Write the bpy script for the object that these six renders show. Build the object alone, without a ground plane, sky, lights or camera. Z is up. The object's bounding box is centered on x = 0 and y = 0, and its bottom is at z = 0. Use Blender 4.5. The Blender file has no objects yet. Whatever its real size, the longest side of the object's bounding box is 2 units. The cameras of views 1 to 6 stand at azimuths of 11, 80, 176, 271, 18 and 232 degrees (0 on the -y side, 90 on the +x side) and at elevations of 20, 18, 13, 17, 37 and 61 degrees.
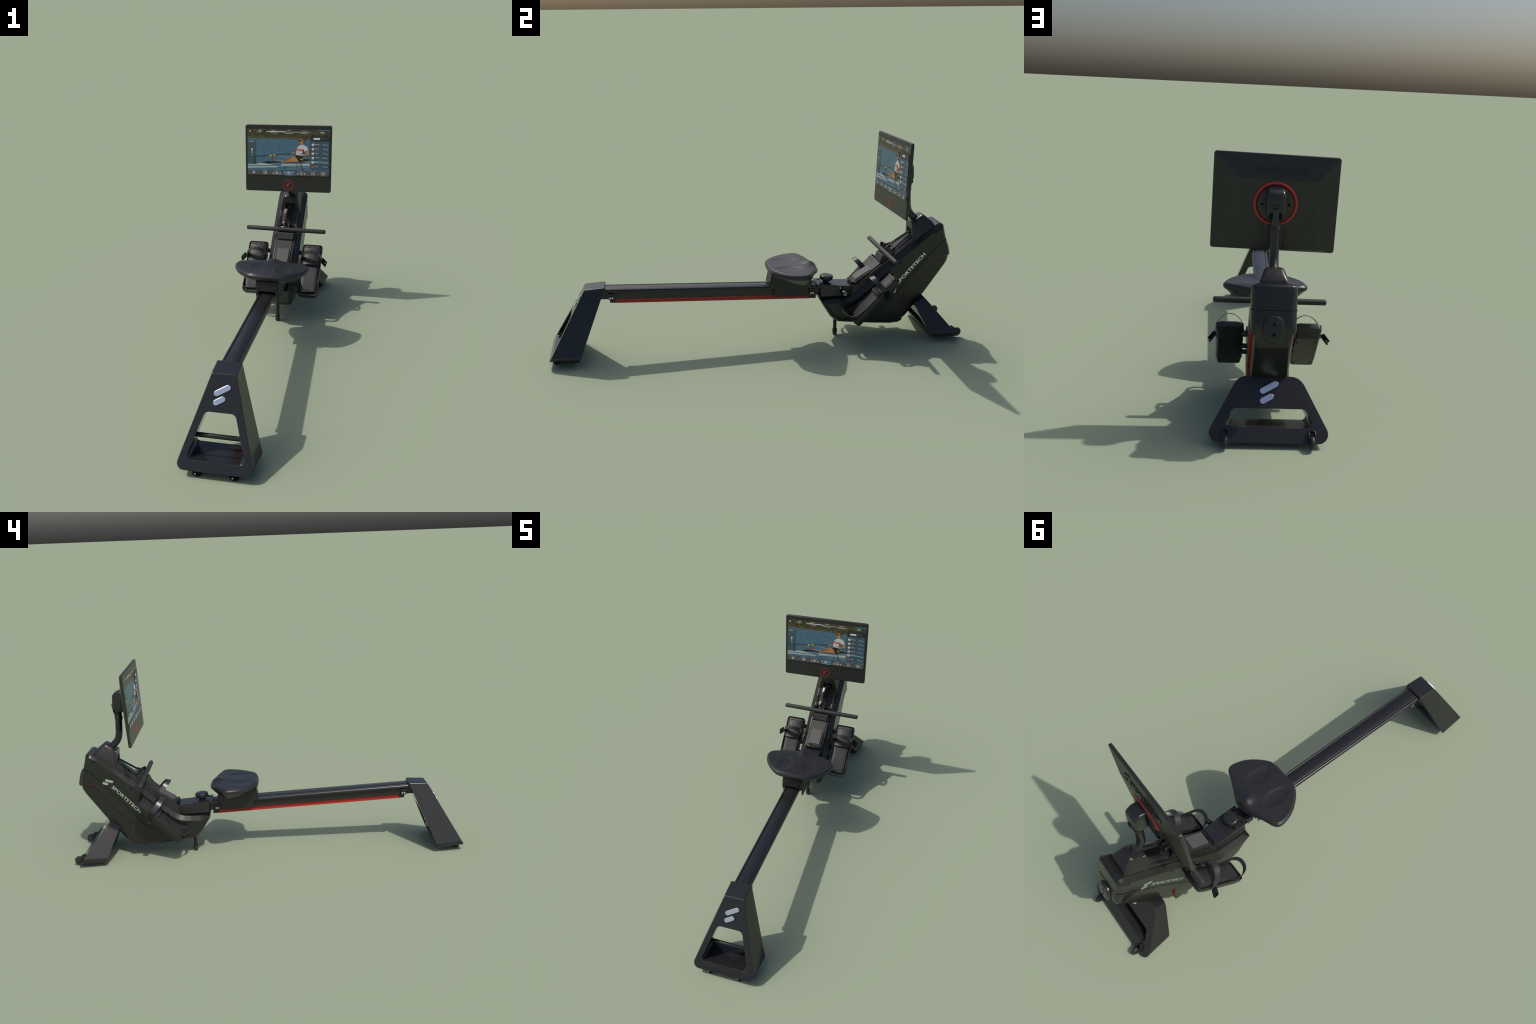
import bpy, bmesh, math
from mathutils import Vector, Matrix

CX = 0.0044                      # the machine's plane of symmetry
COLL = bpy.context.scene.collection


# ------------------------------------------------------------------ materials
def mat_plastic(name, col, rough=0.35, grain=0.0, scale=60.0, metallic=0.0, var=0.0,
                spec=0.5, bump=0.0, coat=0.0):
    m = bpy.data.materials.new(name)
    m.use_nodes = True
    nt = m.node_tree
    b = nt.nodes['Principled BSDF']
    b.inputs['Base Color'].default_value = (*col, 1)
    b.inputs['Roughness'].default_value = rough
    b.inputs['Metallic'].default_value = metallic
    b.inputs['Specular IOR Level'].default_value = spec
    b.inputs['Coat Weight'].default_value = coat
    tc = nt.nodes.new('ShaderNodeTexCoord')
    nz = nt.nodes.new('ShaderNodeTexNoise')
    nz.inputs['Scale'].default_value = scale
    nz.inputs['Detail'].default_value = 4
    nt.links.new(tc.outputs['Object'], nz.inputs['Vector'])
    rp = nt.nodes.new('ShaderNodeValToRGB')
    lo = [max(c * (1 - var), 0) for c in col]
    hi = [c * (1 + var) for c in col]
    rp.color_ramp.elements[0].position = 0.3
    rp.color_ramp.elements[1].position = 0.7
    rp.color_ramp.elements[0].color = (*lo, 1)
    rp.color_ramp.elements[1].color = (*hi, 1)
    nt.links.new(nz.outputs['Fac'], rp.inputs['Fac'])
    nt.links.new(rp.outputs['Color'], b.inputs['Base Color'])
    if grain > 0:
        mr = nt.nodes.new('ShaderNodeMapRange')
        mr.inputs['To Min'].default_value = rough - grain
        mr.inputs['To Max'].default_value = rough + grain
        nt.links.new(nz.outputs['Fac'], mr.inputs['Value'])
        nt.links.new(mr.outputs['Result'], b.inputs['Roughness'])
    if bump > 0:
        n2 = nt.nodes.new('ShaderNodeTexNoise')
        n2.inputs['Scale'].default_value = 900
        nt.links.new(tc.outputs['Object'], n2.inputs['Vector'])
        bp = nt.nodes.new('ShaderNodeBump')
        bp.inputs['Strength'].default_value = bump
        bp.inputs['Distance'].default_value = 0.0005
        nt.links.new(n2.outputs['Fac'], bp.inputs['Height'])
        nt.links.new(bp.outputs['Normal'], b.inputs['Normal'])
    return m


M_SHELL = mat_plastic('housing_plastic', (0.0155, 0.0162, 0.0148), 0.27, 0.0, 12, var=0.03)
M_ROOF = mat_plastic('roof_plastic', (0.021, 0.0205, 0.0205), 0.30, 0.0, 40, var=0.08)
M_TONGUE = mat_plastic('matte_grey_plastic', (0.0250, 0.0245, 0.0245), 0.55, 0.04, 60, var=0.06)
M_PAD = mat_plastic('pad_grey', (0.084, 0.082, 0.080), 0.65, 0.04, 90, var=0.05)
M_STEEL = mat_plastic('black_coated_steel', (0.020, 0.020, 0.022), 0.24, 0.0, 30, var=0.06)
M_GLOSS = mat_plastic('gloss_black_steel', (0.0170, 0.0175, 0.0190), 0.13, 0.0, 30, var=0.05)
M_SIDE = mat_plastic('stand_side_steel', (0.040, 0.038, 0.038), 0.34, 0.02, 30, var=0.06)
M_RAIL = mat_plastic('rail_anodised', (0.018, 0.018, 0.020), 0.26, 0.0, 25, var=0.03)
M_CUSHION = mat_plastic('seat_leatherette', (0.0205, 0.0205, 0.0220), 0.36, 0.0, 60, var=0.06, bump=0.05)
M_CARR = mat_plastic('carriage_plastic', (0.016, 0.017, 0.016), 0.42, 0.0, 40, var=0.06)
M_GRIP = mat_plastic('foam_grip', (0.028, 0.0275, 0.0275), 0.62, 0.05, 200, var=0.08, bump=0.1)
M_STRAP = mat_plastic('strap_webbing', (0.030, 0.030, 0.032), 0.33, 0.03, 120, var=0.06)
M_FOOT = mat_plastic('footbed_plastic', (0.0255, 0.0250, 0.0250), 0.52, 0.04, 90, var=0.06)
M_DARK = mat_plastic('near_black', (0.006, 0.006, 0.006), 0.6, 0.0, 40, spec=0.12)  # near-black for dark parts; also stands in for depth in slots and openings
M_RUBBER = mat_plastic('wheel_rubber', (0.024, 0.023, 0.023), 0.5, 0.04, 90, var=0.08)
M_CHROME = mat_plastic('bright_metal', (0.88, 0.90, 0.94), 0.16, 0.03, 80, metallic=1.0, var=0.02)
M_LETTER = mat_plastic('letter_metal', (0.86, 0.88, 0.86), 0.30, 0.03, 80, metallic=1.0, var=0.02)
M_RED = mat_plastic('red_trim', (0.42, 0.022, 0.018), 0.38, 0.03, 50, var=0.06)
M_REDRING = mat_plastic('red_ring', (0.42, 0.030, 0.028), 0.42, 0.03, 50, var=0.06)
M_FRAME = mat_plastic('console_plastic', (0.020, 0.020, 0.019), 0.35, 0.0, 50, var=0.06)
M_GLASS = mat_plastic('console_front', (0.022, 0.023, 0.022), 0.34, 0.0, 30, var=0.04)


# ------------------------------------------------------------------ helpers
def link(ob, parent=None):
    COLL.objects.link(ob)
    if parent is not None:
        ob.parent = parent
    return ob


def empty(name, parent=None):
    e = bpy.data.objects.new(name, None)
    e.empty_display_size = 0.05
    return link(e, parent)


def finish(me, mat, angle=32):
    if mat is not None and not me.materials:
        me.materials.append(mat)
    me.polygons.foreach_set('use_smooth', [True] * len(me.polygons))
    me.set_sharp_from_angle(angle=math.radians(angle))
    me.update()


def build(name, verts, faces, mat, parent, bevel=0.0, seg=2, bang=35, angle=32, recalc=True):
    bm = bmesh.new()
    vs = [bm.verts.new(v) for v in verts]
    for f in faces:
        try:
            bm.faces.new([vs[i] for i in f])
        except ValueError:
            pass
    bmesh.ops.remove_doubles(bm, verts=bm.verts, dist=1e-6)
    if recalc:
        bmesh.ops.recalc_face_normals(bm, faces=bm.faces)
    if bevel > 0:
        es = [e for e in bm.edges if len(e.link_faces) == 2
              and e.calc_face_angle(0) > math.radians(bang)]
        bmesh.ops.bevel(bm, geom=es, offset=bevel, segments=seg, profile=0.5,
                        affect='EDGES', clamp_overlap=True)
    me = bpy.data.meshes.new(name)
    bm.to_mesh(me)
    bm.free()
    finish(me, mat, angle)
    ob = link(bpy.data.objects.new(name, me), parent)
    if bevel > 0:
        weighted(ob)
    return ob


def weighted(ob):
    w = ob.modifiers.new('face_normals', 'WEIGHTED_NORMAL')
    w.keep_sharp = True
    w.weight = 80


def fillet(pts, seg=6):
    """pts: (a, b, radius[, extra...]) closed polygon -> rounded list of (a, b, extra...)"""
    out = []
    n = len(pts)
    for i in range(n):
        p0, p, p1 = (Vector(pts[i - 1][:2]), Vector(pts[i][:2]), Vector(pts[(i + 1) % n][:2]))
        r = pts[i][2]
        ex = tuple(pts[i][3:])
        d0, d1 = (p0 - p), (p1 - p)
        l0, l1 = d0.length, d1.length
        d0.normalize(); d1.normalize()
        ang = math.acos(max(-1, min(1, d0.dot(d1))))
        if r <= 0 or ang > math.pi - 0.02:
            out.append((p.x, p.y) + ex)
            continue
        t = min(r / math.tan(ang / 2), 0.49 * l0, 0.49 * l1)
        r = t * math.tan(ang / 2)
        bis = (d0 + d1).normalized()
        c = p + bis * (r / math.sin(ang / 2))
        a0 = p + d0 * t - c
        a1 = p + d1 * t - c
        th0 = math.atan2(a0.y, a0.x)
        dth = math.atan2(a1.y, a1.x) - th0
        while dth > math.pi: dth -= 2 * math.pi
        while dth < -math.pi: dth += 2 * math.pi
        for k in range(seg + 1):
            th = th0 + dth * k / seg
            out.append((c.x + r * math.cos(th), c.y + r * math.sin(th)) + ex)
    return out


def resample(pts, step):
    """subdivide a closed list of tuples, interpolating every component"""
    out = []
    n = len(pts)
    for i in range(n):
        a, b = pts[i], pts[(i + 1) % n]
        d = math.hypot(b[0] - a[0], b[1] - a[1])
        k = max(1, int(d / step))
        for j in range(k):
            t = j / k
            out.append(tuple(x + (y - x) * t for x, y in zip(a, b)))
    return out


def loft(name, rings, mat, parent, caps=(True, True), closed=True, **kw):
    n = len(rings[0])
    verts = [v for r in rings for v in r]
    faces = []
    for k in range(len(rings) - 1):
        for i in range(n if closed else n - 1):
            j = (i + 1) % n
            faces.append((k * n + i, k * n + j, (k + 1) * n + j, (k + 1) * n + i))
    if caps[0]:
        faces.append(tuple(range(n)))
    if caps[1]:
        faces.append(tuple(range((len(rings) - 1) * n, len(rings) * n)))
    return build(name, verts, faces, mat, parent, **kw)


def prism(name, prof, x0, x1, mat, parent, bevel=0.0, **kw):
    """side profile (y, z) pushed from x0 to x1"""
    r = [[(x, p[0], p[1]) for p in prof] for x in (x0, x1)]
    return loft(name, r, mat, parent, bevel=bevel, **kw)


def pillow(name, prof, h, mat, parent, nseg=5):
    """profile of (y, z, r, lin): symmetric body of half width h, edges rounded (lin 0) or
    chamfered (lin 1) by r, both sides"""
    n = len(prof)
    area = sum(prof[i][0] * prof[(i + 1) % n][1] - prof[(i + 1) % n][0] * prof[i][1] for i in range(n))
    sgn = 1 if area > 0 else -1
    nor = []
    for i in range(n):
        a, b, c = (Vector(prof[i - 1][:2]), Vector(prof[i][:2]), Vector(prof[(i + 1) % n][:2]))
        t0, t1 = (b - a).normalized(), (c - b).normalized()
        n0, n1 = Vector((-t0.y, t0.x)) * sgn, Vector((-t1.y, t1.x)) * sgn
        m = (n0 + n1)
        m = m.normalized() if m.length > 1e-6 else n0
        nor.append(m / max(0.6, m.dot(n0)))
    half = []
    for k in range(nseg + 1):
        a = k / nseg * math.pi / 2
        ring = []
        for (y, z, r, lin), nv in zip(prof, nor):
            ins = r * ((1 - lin) * (1 - math.cos(a)) + lin * k / nseg)
            xx = h - r + r * ((1 - lin) * math.sin(a) + lin * k / nseg)
            ring.append((xx, y + nv.x * ins, z + nv.y * ins))
        half.append(ring)
    rings = [[(CX - x, y, z) for x, y, z in r] for r in reversed(half)]
    rings += [[(CX + x, y, z) for x, y, z in r] for r in half]
    return loft(name, rings, mat, parent, angle=28)


def box(name, c, size, mat, parent, rot=None, bevel=0.0, **kw):
    hx, hy, hz = (s / 2 for s in size)
    R = rot if rot is not None else Matrix.Identity(3)
    c = Vector(c)
    vs = [c + R @ Vector((sx * hx, sy * hy, sz * hz)) for sx in (-1, 1) for sy in (-1, 1) for sz in (-1, 1)]
    fs = [(0, 1, 3, 2), (4, 6, 7, 5), (0, 4, 5, 1), (2, 3, 7, 6), (0, 2, 6, 4), (1, 5, 7, 3)]
    return build(name, [tuple(v) for v in vs], fs, mat, parent, bevel=bevel, **kw)


def basis(d):
    d = Vector(d).normalized()
    up = Vector((0, 0, 1)) if abs(d.z) < 0.9 else Vector((0, 1, 0))
    a = d.cross(up).normalized()
    return a, d.cross(a).normalized(), d


def turned(name, p0, axis, prof, mat, parent, n=32, **kw):
    """lathe: prof = [(distance along axis, radius)]"""
    a, b, d = basis(axis)
    p0 = Vector(p0)
    rings = []
    for t, r in prof:
        rings.append([tuple(p0 + d * t + (a * math.cos(2 * math.pi * i / n) + b * math.sin(2 * math.pi * i / n)) * max(r, 1e-4))
                      for i in range(n)])
    return loft(name, rings, mat, parent, **kw)


def rod(name, p0, p1, r, mat, parent, n=20, edge=None):
    d = Vector(p1) - Vector(p0)
    L = d.length
    e = edge if edge is not None else min(r * 0.25, L * 0.2)
    prof = [(0, r - e), (e * 0.3, r - e * 0.3), (e, r), (L - e, r), (L - e * 0.3, r - e * 0.3), (L, r - e)]
    return turned(name, p0, d, prof, mat, parent, n=n)


def smooth_path(pts, k=6):
    """Catmull-Rom through control points"""
    P = [Vector(p) for p in pts]
    P = [P[0] * 2 - P[1]] + P + [P[-1] * 2 - P[-2]]
    out = []
    for i in range(1, len(P) - 2):
        for j in range(k):
            t = j / k
            a, b, c, d = P[i - 1], P[i], P[i + 1], P[i + 2]
            out.append(0.5 * ((2 * b) + (c - a) * t + (2 * a - 5 * b + 4 * c - d) * t * t + (3 * b - a - 3 * c + d) * t ** 3))
    out.append(P[-2])
    return out


def tube(name, pts, rad, mat, parent, n=20, k=6, **kw):
    path = smooth_path(pts, k)
    rings = []
    ref = Vector((1, 0, 0))
    for i, p in enumerate(path):
        d = (path[min(i + 1, len(path) - 1)] - path[max(i - 1, 0)]).normalized()
        a = (ref - d * ref.dot(d)).normalized()
        b = d.cross(a)
        r = rad(i / (len(path) - 1)) if callable(rad) else rad
        rings.append([tuple(p + (a * math.cos(2 * math.pi * j / n) + b * math.sin(2 * math.pi * j / n)) * r) for j in range(n)])
    return loft(name, rings, mat, parent, **kw)


def band(name, path, side, width, thick, mat, parent, bevel=0.0008, k=8, closed=False):
    """flat strip following path; side(t) gives the across direction, thickness goes outwards"""
    P = smooth_path(path, k)
    rings = []
    for i, p in enumerate(P):
        d = (P[min(i + 1, len(P) - 1)] - P[max(i - 1, 0)]).normalized()
        s = Vector(side(i / (len(P) - 1)) if callable(side) else side)
        s = (s - d * s.dot(d)).normalized()
        o = d.cross(s).normalized()
        w = width / 2
        rings.append([tuple(p + s * w + o * thick / 2), tuple(p - s * w + o * thick / 2),
                      tuple(p - s * w - o * thick / 2), tuple(p + s * w - o * thick / 2)])
    return loft(name, rings, mat, parent, angle=40)


def frame_matrix(o, xa, ya):
    x = Vector(xa).normalized()
    y = Vector(ya)
    y = (y - x * y.dot(x)).normalized()
    z = x.cross(y)
    m = Matrix((x, y, z)).transposed().to_4x4()
    m.translation = Vector(o)
    return m


def from_curve(name, cu, M, mat, parent, angle=32):
    ob = bpy.data.objects.new('tmp_curve', cu)
    COLL.objects.link(ob)
    bpy.context.view_layer.update()
    dg = bpy.context.evaluated_depsgraph_get()
    me = bpy.data.meshes.new_from_object(ob.evaluated_get(dg))
    bpy.data.objects.remove(ob)
    bpy.data.curves.remove(cu)
    me.name = name
    me.transform(M)
    me.materials.clear()
    finish(me, mat, angle)
    return link(bpy.data.objects.new(name, me), parent)


def plate(name, loops, M, depth, mat, parent, bevel=0.0):
    """filled outline(s) in the local xy plane of M (later loops are holes), thickness depth in +z"""
    cu = bpy.data.curves.new('tmp', 'CURVE')
    cu.dimensions = '2D'
    cu.fill_mode = 'BOTH'
    cu.extrude = max(depth / 2 - bevel, 0)
    cu.bevel_depth = bevel
    cu.bevel_resolution = 1
    cu.offset = -bevel
    for lp in loops:
        sp = cu.splines.new('POLY')
        sp.points.add(len(lp) - 1)
        for p, q in zip(sp.points, lp):
            p.co = (q[0], q[1], 0, 1)
        sp.use_cyclic_u = True
    return from_curve(name, cu, M @ Matrix.Translation((0, 0, depth / 2)), mat, parent)


def lettering(name, txt, M, size, depth, mat, parent, weight=0.0, width=1.0, align='LEFT', space=1.0, shear=0.0):
    cu = bpy.data.curves.new('tmp', 'FONT')
    cu.body = txt
    cu.size = size
    cu.extrude = depth / 2
    cu.offset = weight
    cu.align_x = align
    cu.align_y = 'CENTER'
    cu.space_character = space
    cu.shear = shear
    cu.resolution_u = 4
    S = Matrix.Diagonal((width, 1, 1, 1))
    return from_curve(name, cu, M @ Matrix.Translation((0, 0, depth / 2)) @ S, mat, parent)


def stadium(p, q, r, n=8):
    p, q = Vector(p), Vector(q)
    a = math.atan2(q.y - p.y, q.x - p.x)
    out = []
    for k in range(n + 1):
        t = a - math.pi / 2 + math.pi * k / n
        out.append((q.x + r * math.cos(t), q.y + r * math.sin(t)))
    for k in range(n + 1):
        t = a + math.pi / 2 + math.pi * k / n
        out.append((p.x + r * math.cos(t), p.y + r * math.sin(t)))
    return out


def ellipse(cx, cy, rx, ry, n=24):
    return [(cx + rx * math.cos(2 * math.pi * i / n), cy + ry * math.sin(2 * math.pi * i / n)) for i in range(n)]


def rrect(hx, hy, r, cx=0, cy=0, seg=5):
    return [(p[0], p[1]) for p in fillet([(cx - hx, cy - hy, r), (cx + hx, cy - hy, r), (cx + hx, cy + hy, r), (cx - hx, cy + hy, r)], seg)]


def emblem(M, s, depth, mat, parent, bevel, name='emblem_bar'):
    """two slanted rounded bars, the longer one above"""
    for a, b in (((-0.0225, 0.005), (0.0225, 0.0315)), ((-0.022, -0.0315), (0.0050, -0.0155))):
        lp = stadium((a[0] * s, a[1] * s), (b[0] * s, b[1] * s), 0.0112 * s)
        plate(name, [lp], M, depth, mat, parent, bevel)


def join(objs, name, mat=None):
    bm = bmesh.new()
    mats = []
    for o in objs:
        off = len(mats)
        for m in o.data.materials:
            mats.append(m)
        tmp = o.data.copy()
        for p in tmp.polygons:
            p.material_index += off
        bm.from_mesh(tmp)
        bpy.data.meshes.remove(tmp)
    me = bpy.data.meshes.new(name)
    bm.to_mesh(me)
    bm.free()
    uniq = []
    remap = []
    for m in mats:
        if m not in uniq:
            uniq.append(m)
        remap.append(uniq.index(m))
    for m in uniq:
        me.materials.append(m)
    for p in me.polygons:
        p.material_index = remap[p.material_index]
    finish(me, None, 32)
    par = objs[0].parent
    for o in objs:
        d = o.data
        bpy.data.objects.remove(o)
        bpy.data.meshes.remove(d)
    return link(bpy.data.objects.new(name, me), par)


def mirror_copy(ob, parent=None, name=None):
    """mirrored twin across the plane of symmetry"""
    me = ob.data.copy()
    for v in me.vertices:
        v.co.x = 2 * CX - v.co.x
    me.flip_normals()
    finish(me, None, 32)
    o2 = link(bpy.data.objects.new(name or ob.name.split('.')[0], me), parent or ob.parent)
    if ob.modifiers:
        weighted(o2)
    return o2


# ------------------------------------------------------------------ root
root = empty('rowing_machine')
root['label'] = 'black rowing machine with rail, seat, pedals and big screen'
root['category'] = 'rowing machine'


# ------------------------------------------------------------------ main housing
def slope_z(y, pts):
    for (a, b) in zip(pts[:-1], pts[1:]):
        if a[0] <= y <= b[0]:
            return a[1] + (b[1] - a[1]) * (y - a[0]) / (b[0] - a[0])
    return pts[0][1] if y < pts[0][0] else pts[-1][1]


CH, RB = (0.020, 1.0), (0.022, 0.0)       # chamfered upper edge, rounded lower edge
top_line = [(0.296, 0.2135, 0.005, 0.004, 1.0), (0.336, 0.2132, 0.0, *CH), (0.400, 0.2125, 0.05, *CH), (0.455, 0.2175, 0.10, *CH),
            (0.534, 0.2775, 0.10, *CH), (0.640, 0.3800, 0.3, *CH), (0.760, 0.4765, 0, *CH),
            (0.8524, 0.5485, 0.05, *CH), (0.884, 0.5695, 0.05, 0.020, 0.8), (0.908, 0.5670, 0.030, 0.018, 0.3)]
rear_line = [(0.9240, 0.5080, 0, 0.026, 0), (0.9315, 0.4840, 0, 0.026, 0), (0.9465, 0.4400, 0.03, 0.026, 0),
             (0.9490, 0.4250, 0, 0.024, 0), (0.9474, 0.3980, 0.021, 0.019, 0), (0.9200, 0.4008, 0, 0.008, 0.5)]
bottom_line = [(0.6990, 0.0672, 0.05, 0.015, 0), (0.6700, 0.0590, 0.10, 0.028, 0), (0.5675, 0.0675, 0, 0.030, 0),
               (0.4460, 0.0830, 0, 0.028, 0), (0.3820, 0.0925, 0.05, 0.026, 0), (0.3480, 0.1230, 0.07, 0.024, 0),
               (0.3215, 0.1690, 0, 0.020, 0), (0.3060, 0.1960, 0, 0.010, 0)]

core_prof = ([(0.330, 0.190, 0.0, 0.002, 0), (0.455, 0.200, 0.05, 0.012, 0), (0.640, 0.355, 0, 0.012, 0),
              (0.870, 0.535, 0.03, 0.012, 0), (0.903, 0.545, 0.016, 0.012, 0), (0.926, 0.4800, 0, 0.016, 0),
              (0.9445, 0.4300, 0, 0.018, 0), (0.9482, 0.4050, 0.03, 0.018, 0), (0.9440, 0.3770, 0.05, 0.018, 0),
              (0.9300, 0.3520, 0.05, 0.018, 0), (0.8300, 0.2100, 0, 0.018, 0), (0.7717, 0.1370, 0, 0.020, 0),
              (0.7425, 0.0965, 0.05, 0.024, 0), (0.7165, 0.0730, 0.05, 0.024, 0)] +
             [(0.6700, 0.0600, 0.04, 0.026, 0), (0.5675, 0.0690, 0, 0.026, 0), (0.4460, 0.0845, 0, 0.026, 0),
              (0.3850, 0.0960, 0.05, 0.024, 0), (0.3500, 0.1260, 0.06, 0.022, 0)])
core = pillow('lower_housing', resample(fillet(core_prof, 6), 0.02), 0.0675, M_SHELL, root)

red_line = [(0.9480, 0.3965), (0.8790, 0.4050), (0.6970, 0.1885), (0.7120, 0.1150), (0.7150, 0.0840)]
shell_prof = top_line + rear_line + [(red_line[1][0], red_line[1][1], 0.006, 0.0015, 1), (red_line[2][0], red_line[2][1], 0.008, 0.0015, 1),
                                     (red_line[3][0], red_line[3][1], 0, 0.003, 0), (0.7150, 0.0795, 0.012, 0.006, 0)] + bottom_line
shell = pillow('side_cover', resample(fillet(shell_prof, 6), 0.02), 0.0795, M_SHELL, root)

# red step between the covers and the lower rear housing
for s in (-1, 1):
    pr = fillet([(0.9300, 0.3996, 0), (0.9050, 0.4020, 0)] + [(p[0], p[1], 0.006) for p in red_line[1:3]] +
                [(p[0], p[1], 0) for p in red_line[3:]], 4)
    edge_x = [0.0690, 0.0765] + [0.0790] * (len(pr) - 3) + [0.0660]
    vs, fs = [], []
    for i, (y, z) in enumerate(pr):
        a = Vector(pr[max(i - 1, 0)]); b = Vector(pr[min(i + 1, len(pr) - 1)])
        t = (b - a).normalized()
        nv = Vector((t.y, -t.x))
        if nv.dot(Vector((1, -1))) < 0: nv = -nv          # towards the lower rear
        for xx, off in ((edge_x[i], -0.0010), (edge_x[i] - 0.0006, 0.0002), (0.0640, 0.0030), (0.0640, -0.0010)):
            vs.append((CX + s * xx, y + nv.x * off, z + nv.y * off))
    for i in range(len(pr) - 1):
        for k in range(4):
            fs.append((i * 4 + k, i * 4 + (k + 1) % 4, i * 4 + 4 + (k + 1) % 4, i * 4 + 4 + k))
    build('red_trim', vs, fs, M_RED, shell)

# raised dark strip in place of the panel groove, running round the back
seam = [(0.9290, 0.4860), (0.9180, 0.4850), (0.8950, 0.4720), (0.8710, 0.4480), (0.7974, 0.3675), (0.7265, 0.2880),
        (0.6670, 0.2165), (0.6370, 0.1835), (0.6190, 0.1690), (0.5900, 0.1590), (0.5640, 0.1555)]
for s in (-1, 1):
    pts = smooth_path([Vector((0, y, z)) for y, z in seam], 5)
    path = []
    for p in pts:
        x = 0.0796
        d = 0.936 - p.y
        if d < 0.022:
            x = 0.0796 - (0.022 - d) * 0.75
        path.append((CX + s * x, p.y, p.z))
    vs, fs = [], []
    for i, p in enumerate(path):
        a = Vector(path[max(i - 1, 0)]); b = Vector(path[min(i + 1, len(path) - 1)])
        t = (b - a).normalized()
        w = Vector((0, -t.z, t.y)) * 0.0013
        for ox, ww in ((-0.0012, 1), (0.0004, 1), (0.0004, -1), (-0.0012, -1)):
            q = Vector(p) + w * ww + Vector((s * ox, 0, 0))
            vs.append(tuple(q))
    for i in range(len(path) - 1):
        for k in range(4):
            fs.append((i * 4 + k, i * 4 + (k + 1) % 4, i * 4 + 4 + (k + 1) % 4, i * 4 + 4 + k))
    build('seam_strip', vs, fs, M_DARK, shell)
box('seam_strip', (CX, 0.9312, 0.4853), (0.112, 0.0020, 0.0018), M_DARK, shell)

# recessed screws
for (y, z, x) in ((0.8689, 0.5290, 0.0795), (0.6908, 0.3825, 0.0795), (0.5143, 0.2340, 0.0795), (0.3300, 0.1780, 0.076),
                  (0.9240, 0.3772, 0.0640), (0.7368, 0.1105, 0.0640)):
    for s in (-1, 1):
        turned('recessed_screw', (CX + s * (x - 0.004), y, z), (s, 0, 0),
               [(0, 0.0056), (0.0043, 0.0056), (0.0046, 0.0048), (0.0043, 0.0035)], M_DARK, shell, n=16)

# oval cap on the back
rn = Vector((0, 0.972, 0.235))
Mcap = frame_matrix((CX - 0.001, 0.9455, 0.4235), (-1, 0, 0), (0, -0.235, 0.972))
cap_loop = [(p[0], p[1]) for p in fillet([(-0.0375, -0.0455, 0.034), (0.0375, -0.0455, 0.034), (0.0375, 0.0455, 0.034), (-0.0375, 0.0455, 0.034)], 10)]
rings = []
for sc, dz in ((1.0, -0.02), (1.0, 0.006), (0.985, 0.011), (0.94, 0.0138), (0.86, 0.0152), (0.5, 0.0158)):
    rings.append([tuple(Mcap @ Vector((x * sc, y * sc, dz))) for x, y in cap_loop])
cap = loft('rear_cap', rings, M_ROOF, root)
for v in (0.0172, -0.0178):
    turned('recessed_screw', Mcap @ Vector((0, v, 0.0096)), Mcap.to_3x3() @ Vector((0, 0, 1)),
           [(0, 0.0058), (0.0066, 0.0058), (0.0070, 0.0048), (0.0064, 0.0035)], M_DARK, cap, n=20)

# raised roof along the slope (side walls + rim)
rim = [(0.4630, 0.2705), (0.4850, 0.2730), (0.5000, 0.2815), (0.5300, 0.3090), (0.5690, 0.3430), (0.6770, 0.4275), (0.7660, 0.5005)]
base = [(0.4500, 0.2000), (0.5340, 0.2640), (0.6400, 0.3620), (0.7660, 0.4620)]
rimf = fillet([(rim[0][0], rim[0][1], 0.003), (0.4870, 0.2725, 0.012)] + [(y, z, 0.02) for y, z in rim[3:-1]] + [(rim[-1][0], rim[-1][1], 0.0)] +
              [(y, z, 0.0) for y, z in reversed(base)], 4)
rimp = [(p[0], p[1]) for p in rimf]
rings = []
# two side walls with the trough between, so the centre can sink
for s in (-1, 1):
    r = [[(CX + s * x, y, z) for y, z in rimp] for x in (0.0560, 0.0400)]
    # lean the outer wall slightly inwards towards the top
    r[0] = [(CX + s * (0.0565 - 0.006 * max(0, min(1, (z - slope_z(y, base) - 0.02) / 0.03))), y, z) for _, y, z in r[0]]
    loft('roof_wall', r, M_ROOF, root, bevel=0.0022, bang=50)
# centre floor of the roof: ridge under the pad, trough behind the handle rest
floor_prof = [(0.4630, 0.2400), (0.4700, 0.2800), (0.4790, 0.2880), (0.5500, 0.3345), (0.5980, 0.3730), (0.6120, 0.3800),
              (0.6400, 0.3700), (0.6800, 0.3950), (0.7700, 0.4720), (0.7700, 0.4300), (0.6400, 0.3200), (0.5000, 0.2200)]
prism('roof_ridge', floor_prof, CX - 0.0405, CX + 0.0405, M_TONGUE, root, bevel=0.002)
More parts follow.
